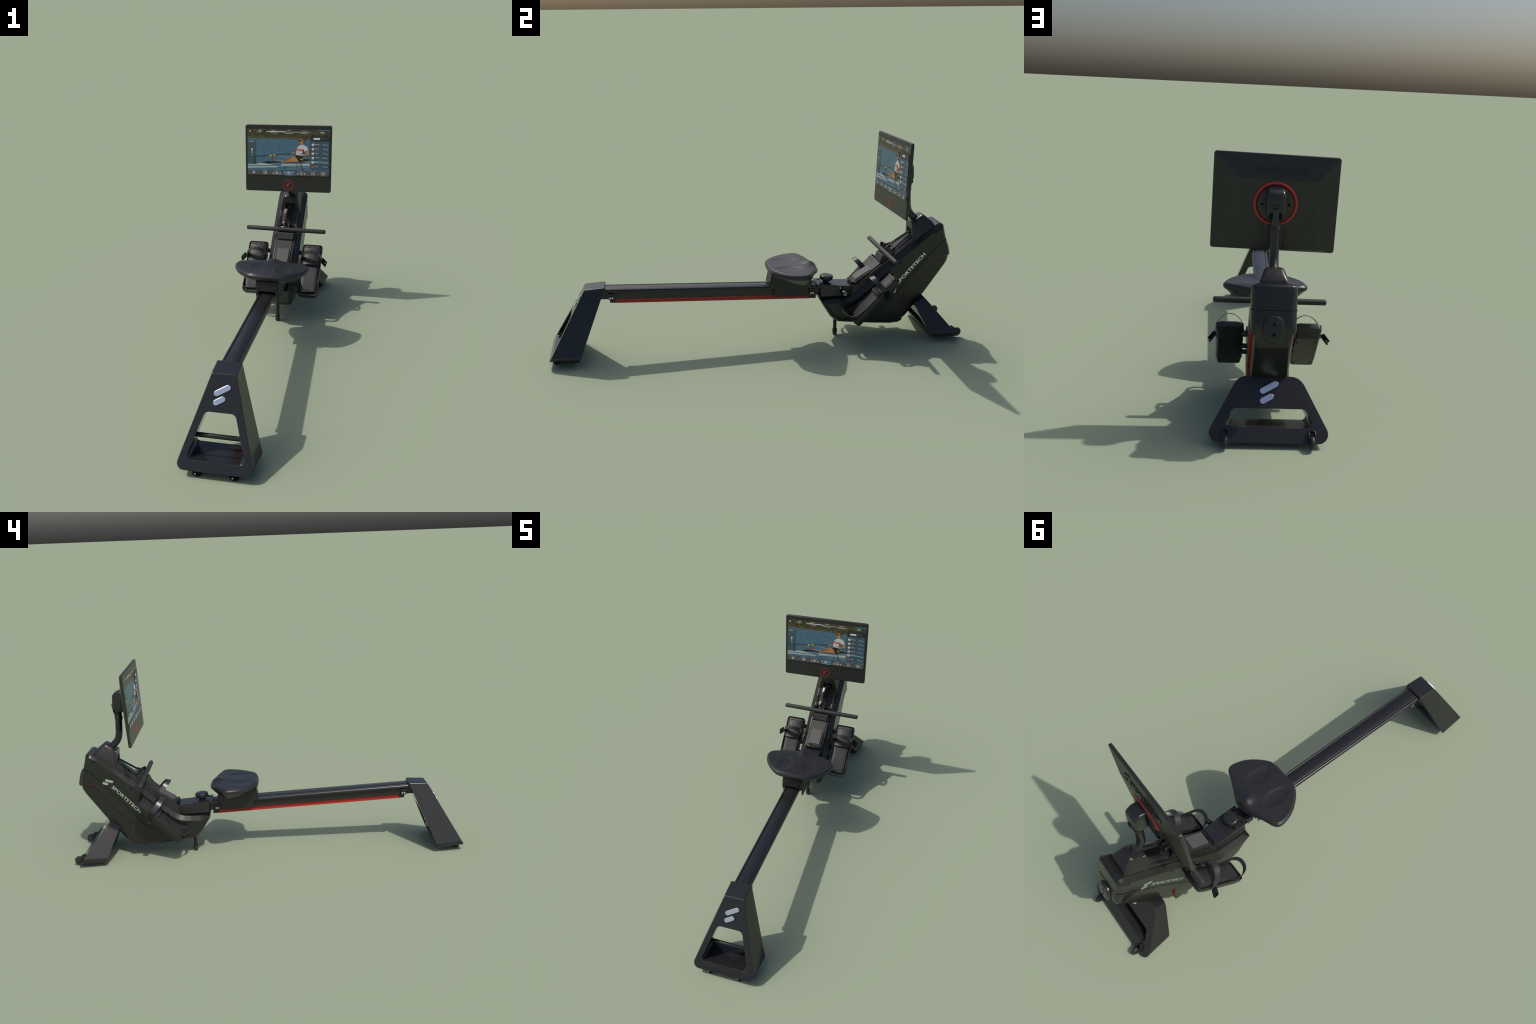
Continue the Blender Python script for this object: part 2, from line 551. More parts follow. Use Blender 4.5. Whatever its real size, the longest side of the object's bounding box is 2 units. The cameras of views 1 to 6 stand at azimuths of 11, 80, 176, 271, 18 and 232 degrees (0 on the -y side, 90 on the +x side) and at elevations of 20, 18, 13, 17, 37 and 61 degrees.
# low rounded spine between the roof walls, under the belt
rings = []
for y0, lift in ((0.640, 0.004), (0.665, 0.009), (0.71, 0.011), (0.764, 0.011)):
    zr = slope_z(y0, rim) - 0.001
    rg = []
    for k in range(17):
        u = -1 + 2 * k / 16
        e = (1 - abs(u) ** 3.0) * lift - 0.0035 * max(0, (abs(u) - 0.85) / 0.15)
        rg.append((CX + 0.0415 * u, y0 - 0.55 * e, zr + 0.8 * e))
    rg += [(CX + 0.0415, y0 + 0.012, zr - 0.020), (CX - 0.0415, y0 + 0.012, zr - 0.020)]
    rings.append(rg)
loft('roof_spine', rings, M_ROOF, root, angle=50)

# light pad on the ridge
pd = Vector((0, 0.078, 0.0468)).normalized()
Mp = frame_matrix((CX, 0.5215, 0.3180), (1, 0, 0), pd)
plate('ridge_pad_base', [rrect(0.0350, 0.0505, 0.006)], Mp @ Matrix.Translation((0, 0.0, -0.011)), 0.012, M_TONGUE, root, 0.0015)
plate('ridge_pad', [rrect(0.0315, 0.0455, 0.007)], Mp @ Matrix.Translation((0, 0.0, 0.0009)), 0.0035, M_PAD, root, 0.001)
box('latch_dark_block', (CX, 0.4680, 0.2790), (0.0760, 0.0140, 0.0140), M_DARK, root, rot=Matrix.Rotation(math.radians(32), 3, 'X'))  # dark block added in place of the recess below the pad
box('latch_tab', (CX - 0.016, 0.4700, 0.2960), (0.010, 0.003, 0.014), M_TONGUE, root, bevel=0.001)
rod('latch_pin', (CX - 0.034, 0.4700, 0.2850), (CX + 0.034, 0.4700, 0.2850), 0.0045, M_STEEL, root)

# ------------------------------------------------------------------ hood at the foot of the pole
hood = None
def rr_ring(cy, cz, hx, hy, r, tilt):
    """rounded rectangle ring, its plane tilted about x by the slope tilt (rise per y)"""
    return [(CX + p[0], cy + p[1], cz + tilt * p[1]) for p in rrect(hx, hy, r, seg=6)]


roof_t = 0.70
hood_rings = [rr_ring(0.8140, 0.5020, 0.0580, 0.0560, 0.014, 0.74),
              rr_ring(0.8150, 0.5190, 0.0575, 0.0550, 0.014, 0.74),
              rr_ring(0.8110, 0.5430, 0.0520, 0.0495, 0.015, 0.64),
              rr_ring(0.8020, 0.5670, 0.0440, 0.0400, 0.016, 0.55),
              rr_ring(0.7945, 0.5820, 0.0390, 0.0325, 0.016, 0.60),
              rr_ring(0.7905, 0.5885, 0.0355, 0.0280, 0.016, 0.66),
              rr_ring(0.7885, 0.5910, 0.0305, 0.0230, 0.014, 0.70),
              rr_ring(0.7870, 0.5910, 0.0240, 0.0170, 0.012, 0.70)]
hood = loft('pole_hood', hood_rings, M_ROOF, root, angle=40)
# front face of the hood with the strap slot
Mf = frame_matrix((CX, 0.7605, 0.5240), (1, 0, 0), (0, -0.06, 1))
face_loop = fillet([(-0.0520, -0.0290, 0.002), (0.0520, -0.0290, 0.002), (0.0385, 0.0475, 0.010), (-0.0385, 0.0475, 0.010)], 5)
slot_loop = rrect(0.0215, 0.0125, 0.002, 0, 0.001)
plate('hood_front', [[(p[0], p[1]) for p in face_loop], slot_loop], Mf @ Matrix.Translation((0, 0, -0.016)), 0.018, M_ROOF, hood, 0.0015)
box('slot_dark_fill', (CX, 0.7614, 0.5250), (0.0425, 0.006, 0.0245), M_DARK, hood)  # dark block flush in the slot, its colour standing in for depth
for (dz, sy, sx) in ((0.0145, 0.003, 0.047), (-0.0125, 0.003, 0.047)):
    box('slot_rim', tuple(Mf @ Vector((0, dz, 0.0022))), (sx, 0.003, 0.0028), M_DARK, hood, bevel=0.0006)
for dx in (-0.0228, 0.0228):
    box('slot_rim', tuple(Mf @ Vector((dx, 0.001, 0.0022))), (0.0028, 0.003, 0.027), M_DARK, hood, bevel=0.0006)

# ------------------------------------------------------------------ side lettering
for s in (-1, 1):
    xd = Vector((0, 0.133 * s, 0.1445 * s))
    up = Vector((s, 0, 0)).cross(xd)
    start = (CX - 0.0799, 0.7875, 0.3945) if s < 0 else (CX + 0.0799, 0.6830, 0.2787)
    M = frame_matrix(start, xd, up)
    t = lettering('side_lettering', 'SPORTSTECH', M, 0.0220, 0.0008, M_LETTER, shell, weight=0.0005, width=1.0)
    ext = [(M.inverted() @ v.co).x for v in t.data.vertices]
    k = 0.1955 / (max(ext) - min(ext))
    t.data.transform(M @ Matrix.Diagonal((k, 1, 1, 1)) @ M.inverted())
    emblem(M @ Matrix.Translation((-0.0300, 0.0, 0)), 0.56, 0.0008, M_LETTER, shell, 0, 'side_emblem')

# ------------------------------------------------------------------ pole and console mount
pole_pts = [(CX, 0.7960, 0.5720), (CX, 0.7840, 0.5850), (CX, 0.7640, 0.6040), (CX, 0.7500, 0.6240), (CX, 0.7430, 0.6520),
            (CX, 0.7405, 0.6900), (CX, 0.7380, 0.7340)]
pole = tube('console_pole', pole_pts, 0.0176, M_STEEL, root, n=28)
turned('pole_socket', (CX, 0.7990, 0.5700), (0, -0.70, 0.71), [(0.010, 0.026), (0.0170, 0.0245), (0.0180, 0.0205)], M_DARK, hood, n=32)
turned('pole_collar', (CX, 0.7384, 0.7260), (0, -0.05, 1), [(0, 0.018), (0.001, 0.0202), (0.011, 0.0206), (0.013, 0.0195), (0.0135, 0.016)], M_STEEL, pole, n=32)
tube('pole_head', [(CX, 0.7378, 0.7300), (CX, 0.7360, 0.7620), (CX, 0.7350, 0.7900), (CX, 0.7350, 0.8080)],
     lambda t: 0.0178 - 0.0055 * t, M_STEEL, pole, n=24)

# console frame: right, up, towards the viewer
SC = Vector((0.0041, 0.6563, 0.8112))
SR = Vector((1.0, 0.0080, 0.0205))
SU = Vector((-0.0205, 0.0430, 1.0))
MS = frame_matrix(SC, SR, SU)          # local z points to -y (the viewer)
console = empty('console', root)
HW, HH, TH = 0.2278, 0.1762, 0.0135
outer = rrect(HW, HH, 0.010, seg=5)
n = len(outer)
rings = [[tuple(MS @ Vector((x * sx, y * sy, z))) for x, y in outer] for sx, sy, z in
         ((1 - 0.0016 / HW, 1 - 0.0016 / HH, 0.0), (1, 1, -0.0016), (1, 1, -TH + 0.002), (1 - 0.002 / HW, 1 - 0.002 / HH, -TH))]
case = loft('console_case', rings, M_FRAME, console, caps=(True, False))
# back shell: ridge below a sloping upper face
DB = 0.033
o = [(-HW + 0.002, -HH + 0.002), (HW - 0.002, -HH + 0.002), (HW - 0.002, HH - 0.002), (-HW + 0.002, HH - 0.002)]
outb = fillet([(x, y, 0.009) for x, y in o], 5)
vs = [tuple(MS @ Vector((x, y, -TH))) for x, y in outb]
R0 = len(vs)
vs += [tuple(MS @ Vector(p)) for p in ((-0.1450, 0.0880, -DB), (0.1450, 0.0880, -DB), (0.168, -0.166, -0.0240), (-0.168, -0.166, -0.0240))]
k = 6
bl, br, tr, tl = (list(range(i * k, i * k + k)) for i in range(4))
fs = []
fs.append((tl[-1], *reversed(tl[1:]), tl[0], R0) if False else tuple(tl + [R0]))
fs = [tuple(bl + [R0 + 3]), tuple(br + [R0 + 2]), tuple(tr + [R0 + 1]), tuple(tl + [R0]),
      (bl[-1], br[0], R0 + 2, R0 + 3), (br[-1], tr[0], R0 + 1, R0 + 2), (tr[-1], tl[0], R0, R0 + 1), (tl[-1], bl[0], R0 + 3, R0),
      (R0, R0 + 1, R0 + 2, R0 + 3)]
back = build('console_back', vs, fs, M_FRAME, console, bevel=0.006, bang=6, seg=3, angle=60)

# mount: red ring, disc, motor box
MR = frame_matrix(MS @ Vector((0, 0.0015, -0.0290)), -(MS.to_3x3() @ Vector((1, 0, 0))), MS.to_3x3() @ Vector((0, 1, 0)))   # local z -> backwards
def ring_mesh(name, R, r, M, mat, parent, N=64, n=14, zs=1.0):
    rings = []
    for i in range(N):
        a = 2 * math.pi * i / N
        rings.append([tuple(M @ Vector(((R + r * math.cos(b)) * math.cos(a), (R + r * math.cos(b)) * math.sin(a), r * zs * math.sin(b))))
                      for b in (2 * math.pi * j / n for j in range(n))])
    rings.append(rings[0])
    return loft(name, rings, mat, parent, caps=(False, False))


ring_mesh('red_ring', 0.0740, 0.0068, MR @ Matrix.Translation((0, 0, 0.004)), M_REDRING, console)
zb = MR.to_3x3() @ Vector((0, 0, 1))
disc = turned('mount_disc', MR @ Vector((0, 0, -0.004)), zb, [(0, 0.0675), (0.014, 0.0675), (0.018, 0.0660), (0.020, 0.062), (0.0205, 0.04)], M_FRAME, console, n=56)
for sx in (-0.0480, 0.0480):
    turned('recessed_screw', MR @ Vector((sx, -0.001, 0.012)), zb, [(0, 0.0052), (0.0047, 0.0052), (0.0050, 0.0042), (0.0046, 0.003)], M_DARK, disc, n=18)
# rounded head shell, closed; a dark plate stands in for the pole opening
hb = fillet([(0.7010, 0.7660, 0.0), (0.7010, 0.8700, 0.0), (0.7260, 0.8735, 0.02), (0.7570, 0.8580, 0.045), (0.7610, 0.7900, 0.04),
             (0.7440, 0.7640, 0.016)], 6)
hb = [(p[0], p[1], 0.012, 0.0) for p in hb]
head = pillow('mount_head', resample(hb, 0.012), 0.0345, M_STEEL, console)
plate('head_dark_plate', [[(p[0], p[1]) for p in fillet([(-0.0225, -0.047, 0.0), (0.0225, -0.047, 0.0), (0.0225, 0.006, 0.012), (-0.0225, 0.006, 0.012)], 5)]],
      frame_matrix((CX, 0.7563, 0.8120), (-1, 0, 0), (0, 0.035, 1)), 0.0030, M_DARK, head)
rod('hinge_bar', (CX - 0.021, 0.7570, 0.8060), (CX + 0.021, 0.7570, 0.8060), 0.0045, M_STEEL, head)
tube('pole_neck', [(CX, 0.7385, 0.7380), (CX, 0.7500, 0.7720), (CX, 0.7590, 0.8040)], lambda t: 0.0172 - 0.0062 * t, M_STEEL, head, n=20)
# cable fins under the mount
for sx in (-0.0415, 0.0420):
    b = MS @ Vector((sx, -0.1270, -0.0280))
    box('cable_fin', b, (0.0022, 0.007, 0.080), M_FRAME, console, rot=MS.to_3x3() @ Matrix(((1, 0, 0), (0, 0, 1), (0, -1, 0))).transposed(), bevel=0.0006)

# embossed lettering on the sloping upper back face
eN = Vector((0, 0.0880 - (HH - 0.002), -DB + TH))
eUp = Vector((0, (HH - 0.002) - 0.0880, DB - TH)).normalized()
frac = (0.1215 - 0.0880) / (HH - 0.002 - 0.0880)
ez = -DB + (DB - TH) * frac
Mb = MS @ frame_matrix((0.0, 0.1215, ez - 0.0007), (-1, 0, 0), eUp)
tb = lettering('back_lettering', 'SPORTSTECH', Mb @ Matrix.Translation((-0.0800, -0.001, 0)), 0.0330, 0.0022, M_FRAME, back, weight=0.0005, space=1.05)
ext = [(Mb.inverted() @ v.co).x for v in tb.data.vertices]
k = 0.1960 / (max(ext) - min(ext))
Mx = Mb @ Matrix.Translation((-0.0800, 0, 0))
tb.data.transform(Mx @ Matrix.Diagonal((k, 1, 1, 1)) @ Mx.inverted())
emblem(Mb @ Matrix.Translation((-0.1030, 0.0, 0)), 0.56, 0.0022, M_FRAME, back, 0.0, 'back_emblem')

# ------------------------------------------------------------------ console front: picture on the screen
def screen_mat(name, lo, hi, scale=(1, 1, 1), rough=0.38, nscale=40.0, detail=4):
    m = bpy.data.materials.new(name)
    m.use_nodes = True
    nt = m.node_tree
    b = nt.nodes['Principled BSDF']
    b.inputs['Roughness'].default_value = rough
    tc = nt.nodes.new('ShaderNodeTexCoord')
    mp = nt.nodes.new('ShaderNodeMapping')
    mp.inputs['Scale'].default_value = scale
    nz = nt.nodes.new('ShaderNodeTexNoise')
    nz.inputs['Scale'].default_value = nscale
    nz.inputs['Detail'].default_value = detail
    rp = nt.nodes.new('ShaderNodeValToRGB')
    rp.color_ramp.elements[0].position = 0.36
    rp.color_ramp.elements[1].position = 0.66
    rp.color_ramp.elements[0].color = (*lo, 1)
    rp.color_ramp.elements[1].color = (*hi, 1)
    nt.links.new(tc.outputs['Object'], mp.inputs['Vector'])
    nt.links.new(mp.outputs['Vector'], nz.inputs['Vector'])
    nt.links.new(nz.outputs['Fac'], rp.inputs['Fac'])
    nt.links.new(rp.outputs['Color'], b.inputs['Base Color'])
    return m


def flat(name, col):
    return screen_mat(name, tuple(c * 0.95 for c in col), tuple(min(1, c * 1.05) for c in col))


S_WATER = screen_mat('picture_water', (0.060, 0.140, 0.200), (0.090, 0.190, 0.270), (0.5, 1, 3.0), nscale=70)
S_TREES = screen_mat('picture_trees', (0.030, 0.030, 0.012), (0.105, 0.085, 0.035), (1, 1, 1.3), nscale=90, detail=6)
S_BANK = screen_mat('picture_bank', (0.060, 0.050, 0.022), (0.150, 0.110, 0.050), (0.7, 1, 1.5), nscale=60)
S_WAKE = screen_mat('picture_reflection', (0.045, 0.110, 0.180), (0.160, 0.260, 0.330), (0.3, 1, 3.5), nscale=60)
S_HULL = screen_mat('picture_hull', (0.36, 0.44, 0.44), (0.52, 0.58, 0.56), (0.3, 1, 2), nscale=40)
S_GREY = flat('picture_bar_grey', (0.095, 0.090, 0.092))
S_BLUE = flat('picture_bar_blue', (0.055, 0.130, 0.230))
S_BLACK = flat('picture_black', (0.012, 0.013, 0.014))
S_DARK = flat('picture_panel_dark', (0.022, 0.026, 0.026))
S_PANEL = flat('picture_panel_blue', (0.050, 0.095, 0.140))
S_SKIN = flat('picture_skin', (0.50, 0.22, 0.085))
S_SKIND = flat('picture_skin_shade', (0.28, 0.115, 0.045))
S_SHIRT = flat('picture_shirt', (0.62, 0.64, 0.68))
S_WHITE = flat('picture_white', (0.85, 0.85, 0.85))
S_MID = flat('picture_label', (0.45, 0.45, 0.45))
S_ORANGE = flat('picture_orange', (0.75, 0.14, 0.025))
S_YELLOW = flat('picture_yellow', (0.55, 0.42, 0.02))
S_GREEN = flat('picture_green', (0.05, 0.35, 0.05))
S_AMBER = flat('picture_amber', (0.70, 0.32, 0.04))
S_CYAN = flat('picture_cyan', (0.05, 0.20, 0.33))
S_RED = flat('picture_red', (0.60, 0.05, 0.03))
S_HAIR = flat('picture_hair', (0.085, 0.050, 0.025))
S_BADGE = flat('badge_red', (0.62, 0.020, 0.018))

DX, DYT, DYB = 0.2165, 0.1545, -0.0880      # display edges in console coordinates


def sp(x, y):
    """picture measured on a 1712 x 962 grid laid over the display"""
    return (-DX + 2 * DX * x / 1712.0, DYT - (DYT - DYB) * y / 962.0)


graphic_parts = {}


def gfx(group, loops, mat, layer):
    if not isinstance(loops[0][0], (tuple, list)):
        loops = [loops]
    M = MS @ Matrix.Translation((0, 0, 0.00005 + 0.00022 * layer))
    ob = plate('g', [[sp(*p) for p in lp] for lp in loops], M, 0.0002, mat, console)
    graphic_parts.setdefault(group, []).append(ob)


def rect(x0, y0, x1, y1):
    return [(x0, y0), (x1, y0), (x1, y1), (x0, y1)]


def bar(x0, y0, x1, y1, w):
    d = Vector((x1 - x0, y1 - y0)).normalized()
    nn = Vector((-d.y, d.x)) * w / 2
    return [(x0 + nn.x, y0 + nn.y), (x1 + nn.x, y1 + nn.y), (x1 - nn.x, y1 - nn.y), (x0 - nn.x, y0 - nn.y)]


def words(group, txt, x, y, size, mat, layer, weight=0.0001):
    M = MS @ Matrix.Translation((*sp(x, y), 0.00005 + 0.00022 * layer))
    ob = lettering('g', txt, M, size, 0.0002, mat, console, weight=weight, align='CENTER')
    graphic_parts.setdefault(group, []).append(ob)


# the lake, far bank and boat
gfx('picture', rect(0, 0, 1712, 962), S_WATER, 1)
gfx('picture', [(0, 0), (1712, 0), (1712, 196), (900, 190), (0, 180)], S_TREES, 2)
gfx('picture', [(0, 148), (300, 158), (700, 162), (1712, 186), (1712, 204), (900, 196), (0, 184)], S_BANK, 3)
gfx('picture', [(1470, 0), (1712, 0), (1712, 16), (1600, 20), (1470, 14)], S_CYAN, 3)
for x, y in ((305, 158), (965, 172)):
    gfx('picture', rect(x - 5, y - 14, x + 5, y + 12), S_MID, 4)
gfx('picture', [(0, 745), (430, 700), (1300, 690), (1712, 660), (1712, 830), (0, 850)], S_WAKE, 2)
gfx('picture', [(0, 745), (330, 712), (470, 735), (640, 770), (640, 795), (0, 822)], S_HULL, 3)
gfx('picture', [(0, 772), (640, 752), (640, 764), (0, 790)], S_BLUE, 4)
gfx('picture', [(710, 728), (1712, 676), (1712, 700), (1330, 745), (710, 762)], S_HULL, 3)
gfx('picture', [(290, 712), (420, 668), (600, 672), (1330, 656), (1420, 644), (1712, 644), (1712, 656), (1290, 676), (640, 696), (430, 722)], S_BLACK, 4)
gfx('picture', [(560, 650), (1310, 652), (1310, 670), (700, 668)], S_HULL, 5)
gfx('picture', bar(0, 592, 950, 494, 12), S_BLACK, 5)
gfx('picture', bar(650, 540, 900, 600, 7), S_MID, 4)
gfx('picture', bar(158, 600, 150, 735, 16), S_BLACK, 5)
gfx('picture', bar(120, 736, 185, 730, 10), S_BLACK, 5)
gfx('picture', rect(458, 535, 512, 566), S_YELLOW, 6)
gfx('picture', rect(540, 520, 588, 556), S_YELLOW, 6)
gfx('picture', bar(525, 500, 515, 650, 14), S_PANEL, 5)
gfx('picture', [(545, 615), (600, 622), (596, 648), (548, 640)], S_RED, 6)
gfx('picture', bar(1090, 620, 1160, 850, 22), S_PANEL, 7)
gfx('picture', bar(1040, 700, 1045, 810, 8), S_BLACK, 4)
# the rower
gfx('picture', [(690, 700), (900, 570), (955, 556), (1030, 562), (1072, 672), (860, 676)], S_SKIN, 6)
gfx('picture', [(700, 690), (870, 590), (960, 575), (800, 660)], S_SKIND, 7)
gfx('picture', [(1000, 560), (1040, 522), (1150, 530), (1165, 610), (1150, 665), (1072, 672), (1040, 600)], S_BLACK, 7)
gfx('picture', [(1155, 640), (1200, 600), (1300, 610), (1310, 652), (1160, 662)], S_BLACK, 6)
gfx('picture', [(1058, 350), (1120, 312), (1175, 305), (1245, 350), (1280, 425), (1200, 440), (1165, 545), (1020, 520), (1030, 420)], S_SHIRT, 8)
gfx('picture', [(1036, 392), (1165, 404), (1158, 448), (1033, 428)], S_ORANGE, 9)
gfx('picture', [(1160, 330), (1185, 318), (1192, 330), (1165, 344)], S_ORANGE, 9)
gfx('picture', bar(1172, 410, 1168, 500, 28), S_BLACK, 9)
gfx('picture', [(1225, 425), (1278, 420), (1305, 515), (1180, 540), (1165, 510), (1235, 498)], S_SKIN, 10)
gfx('picture', [(1090, 480), (1125, 486), (1168, 520), (1160, 540), (1110, 510)], S_SKIN, 10)
gfx('picture', [(925, 488), (1010, 466), (1020, 486), (940, 512)], S_SKIN, 8)
gfx('picture', rect(925, 486, 952, 502), S_AMBER, 9)
gfx('picture', [(1110, 285), (1170, 270), (1185, 312), (1130, 322)], S_SKIND, 7)
gfx('picture', ellipse(1130, 232, 46, 68), S_SKIN, 9)
gfx('picture', [(1086, 190), (1110, 160), (1150, 150), (1190, 170), (1205, 150), (1215, 180), (1190, 240), (1175, 260), (1160, 205), (1110, 185)], S_HAIR, 10)
gfx('picture', [(1074, 210), (1140, 214), (1135, 234), (1110, 244), (1078, 236)], S_BLACK, 11)
gfx('picture', [(1115, 600), (1155, 596), (1150, 630), (1118, 628)], S_YELLOW, 9)
# overlay: top row
gfx('overlay', [ellipse(52, 44, 22, 22), ellipse(52, 44, 10, 10)], S_MID, 5)
words('overlay', '12:34', 258, 28, 0.0080, S_WHITE, 5)
gfx('overlay', rect(200, 46, 318, 53), S_MID, 5)
gfx('overlay', rect(230, 62, 285, 72), S_MID, 5)
gfx('overlay', rect(408, 42, 775, 56), S_WHITE, 5)
gfx('overlay', ellipse(775, 50, 12, 14), S_WHITE, 6)
gfx('overlay', rect(775, 50, 1312, 60), S_MID, 5)
for x0, x1, y in ((505, 585, 22), (475, 625, 76), (830, 910, 24), (790, 950, 78), (1140, 1230, 26), (1112, 1265, 76)):
    gfx('overlay', rect(x0, y - 6, x1, y + 5), S_MID, 5)
gfx('overlay', [rrect(40, 13, 5, 1562, 52)], S_MID, 5)
# overlay: left gauge
gfx('overlay', rect(2, 232, 176, 726), S_PANEL, 4)
gfx('overlay', rect(24, 250, 136, 266), S_MID, 6)
gfx('overlay', rect(50, 278, 108, 286), S_GREY, 6)
gfx('overlay', rect(87, 320, 95, 420), S_SKIND, 6)
for y0, y1, m in ((430, 480, S_AMBER), (480, 510, S_YELLOW), (510, 565, S_GREEN), (565, 590, S_CYAN)):
    gfx('overlay', rect(80, y0, 102, y1), m, 6)
gfx('overlay', ellipse(91, 425, 18, 18), S_WHITE, 7)
gfx('overlay', rect(66, 606, 124, 640), S_GREY, 6)
# overlay: ranking panel
gfx('overlay', rect(1312, 110, 1704, 232), S_DARK, 12)
gfx('overlay', rect(1312, 232, 1704, 806), S_PANEL, 12)
gfx('overlay', rect(1312, 640, 1704, 690), S_WAKE, 13)
gfx('overlay', rect(1308, 110, 1316, 640), S_GREY, 13)
gfx('overlay', [rrect(68, 17, 10, 1448, 182)], S_WHITE, 14)
gfx('overlay', [rrect(48, 8, 3, 1590, 184)], S_GREY, 14)
gfx('overlay', rect(1422, 142, 1600, 156), S_GREY, 14)
for i in range(6):
    y = 306 + 92 * i
    gfx('overlay', ellipse(1372, y, 29, 29), S_RED if i % 2 else S_MID, 14)
    gfx('overlay', ellipse(1372, y, 25, 25), S_WHITE if i < 5 else S_SKIND, 15)
    gfx('overlay', ellipse(1372, y + 6, 9, 17), S_SKIN if i < 5 else S_ORANGE, 16)
    gfx('overlay', rect(1416, y - 16, 1506 - 14 * (i % 3), y - 3), S_MID, 14)
    gfx('overlay', rect(1416, y + 10, 1460, y + 18), S_GREY, 14)
    gfx('overlay', rect(1580, y - 13, 1630, y + 0), S_MID, 14)
    gfx('overlay', rect(1586, y + 10, 1620, y + 20), S_GREY, 14)
    gfx('overlay', rect(1645, y - 3, 1680, y + 10), S_MID, 14)
    gfx('overlay', ellipse(1563, y - 8, 8, 8), (S_RED, S_GREY, S_GREY, S_AMBER, S_AMBER, S_GREEN)[i], 14)
# overlay: bottom row
gfx('overlay', rect(0, 862, 1712, 962), S_GREY, 13)
gfx('overlay', [(775, 862), (1010, 862), (1020, 962), (768, 962)], S_BLUE, 14)
for x, t in ((128, '44'), (370, '129'), (618, '22'), (872, '101'), (1132, '16'), (1376, '1.4'), (1590, '147')):
    big = t == '101'
    words('overlay', t, x, 918 if not big else 902, 0.0150 if big else 0.0135, S_WHITE, 15, 0.00035)
    if not big:
        gfx('overlay', rect(x - (36 if x < 200 else 55), 870, x + (36 if x < 200 else 55), 880), S_MID, 15)
for x in (548, 690, 1062, 1206):
    gfx('overlay', [rrect(17, 18, 6, x, 920)], S_MID, 15)
for x in (790, 952):
    gfx('overlay', [rrect(20, 12, 5, x, 896)], S_MID, 15)
gfx('overlay', rect(800, 942, 948, 956), S_MID, 15)
for g, obs in graphic_parts.items():
    j = join(obs, 'screen_' + g)
    j['kind'] = 'stuff'

# front glass line and the round badge
box('bezel_seam', MS @ Vector((0, -0.0905, 0.0001)), (2 * HW - 0.004, 0.0006, 0.0009), M_DARK, console,
    rot=MS.to_3x3() @ Matrix(((1, 0, 0), (0, 0, -1), (0, 1, 0))).transposed())
Mbadge = MS @ Matrix.Translation((0, -0.1405, 0))
plate('badge_ring', [ellipse(0, 0, 0.0272, 0.0272, 48), ellipse(0, 0, 0.0253, 0.0253, 48)], Mbadge, 0.0007, S_BADGE, console)
emblem(Mbadge, 0.26, 0.0007, S_BADGE, console, 0, 'badge_emblem')
turned('side_screw', MS @ Vector((-HW + 0.003, -0.146, -0.007)), MS.to_3x3() @ Vector((-1, 0, 0)), [(0, 0.003), (0.0033, 0.003), (0.0035, 0.002)], M_DARK, case, n=14)

# ------------------------------------------------------------------ handle, belt, holder
handle = empty('handle', root)
HC = Vector((CX, 0.6243, 0.4300))
L = 0.2150
prof = [(0, 0.004), (0.0012, 0.0082), (0.004, 0.0108), (0.008, 0.0116)] + [(2 * L - 0.008, 0.0116), (2 * L - 0.004, 0.0108), (2 * L - 0.0012, 0.0082), (2 * L, 0.004)]
turned('grip_bar', HC - Vector((L, 0, 0)), (1, 0, 0), prof, M_GRIP, handle, n=28)
for s in (-1, 1):
    rod('belt_roller', (CX + s * 0.0170, 0.6425, 0.4500), (CX + s * 0.0330, 0.6425, 0.4500), 0.0085, M_DARK, handle)
    clev = fillet([(0.622, 0.424, 0.004), (0.634, 0.428, 0.004), (0.674, 0.4535, 0.004), (0.672, 0.4655, 0.004), (0.640, 0.4560, 0.005), (0.626, 0.4420, 0.004)], 4)
    prism('belt_clevis', [(p[0], p[1]) for p in clev], CX + s * 0.0125 - 0.0022, CX + s * 0.0125 + 0.0022, M_ROOF, handle, bevel=0.0006)
rod('clevis_pin', (CX - 0.0165, 0.6660, 0.4580), (CX + 0.0165, 0.6660, 0.4580), 0.0032, M_CHROME, handle)
band('pull_belt', [(CX, 0.7740, 0.5260), (CX, 0.7560, 0.5165), (CX, 0.7100, 0.4878), (CX, 0.6640, 0.4590), (CX, 0.6420, 0.4450)], (1, 0, 0), 0.0200, 0.0030, M_DARK, handle)
hold = fillet([(0.6050, 0.3720, 0.002), (0.5990, 0.3850, 0.002), (0.6120, 0.4150, 0.005), (0.6210, 0.4165, 0.004), (0.6300, 0.4120, 0.004), (0.6420, 0.4240, 0.004),
               (0.6500, 0.4200, 0.003), (0.6600, 0.3900, 0.0), (0.6400, 0.3700, 0.0)], 4)
prism('handle_rest', [(p[0], p[1]) for p in hold], CX - 0.0430, CX + 0.0430, M_TONGUE, root, bevel=0.0012)
for s in (-1, 1):
    arm = fillet([(0.6760, 0.4240, 0.0), (0.6420, 0.4560, 0.006), (0.6310, 0.4630, 0.004), (0.6250, 0.4500, 0.006), (0.6400, 0.4200, 0.01), (0.6520, 0.4050, 0.0)], 4)
    a, b = sorted((CX + s * 0.0360, CX + s * 0.0455))
    prism('rest_arm', [(p[0], p[1]) for p in arm], a, b, M_ROOF, root, bevel=0.0015)

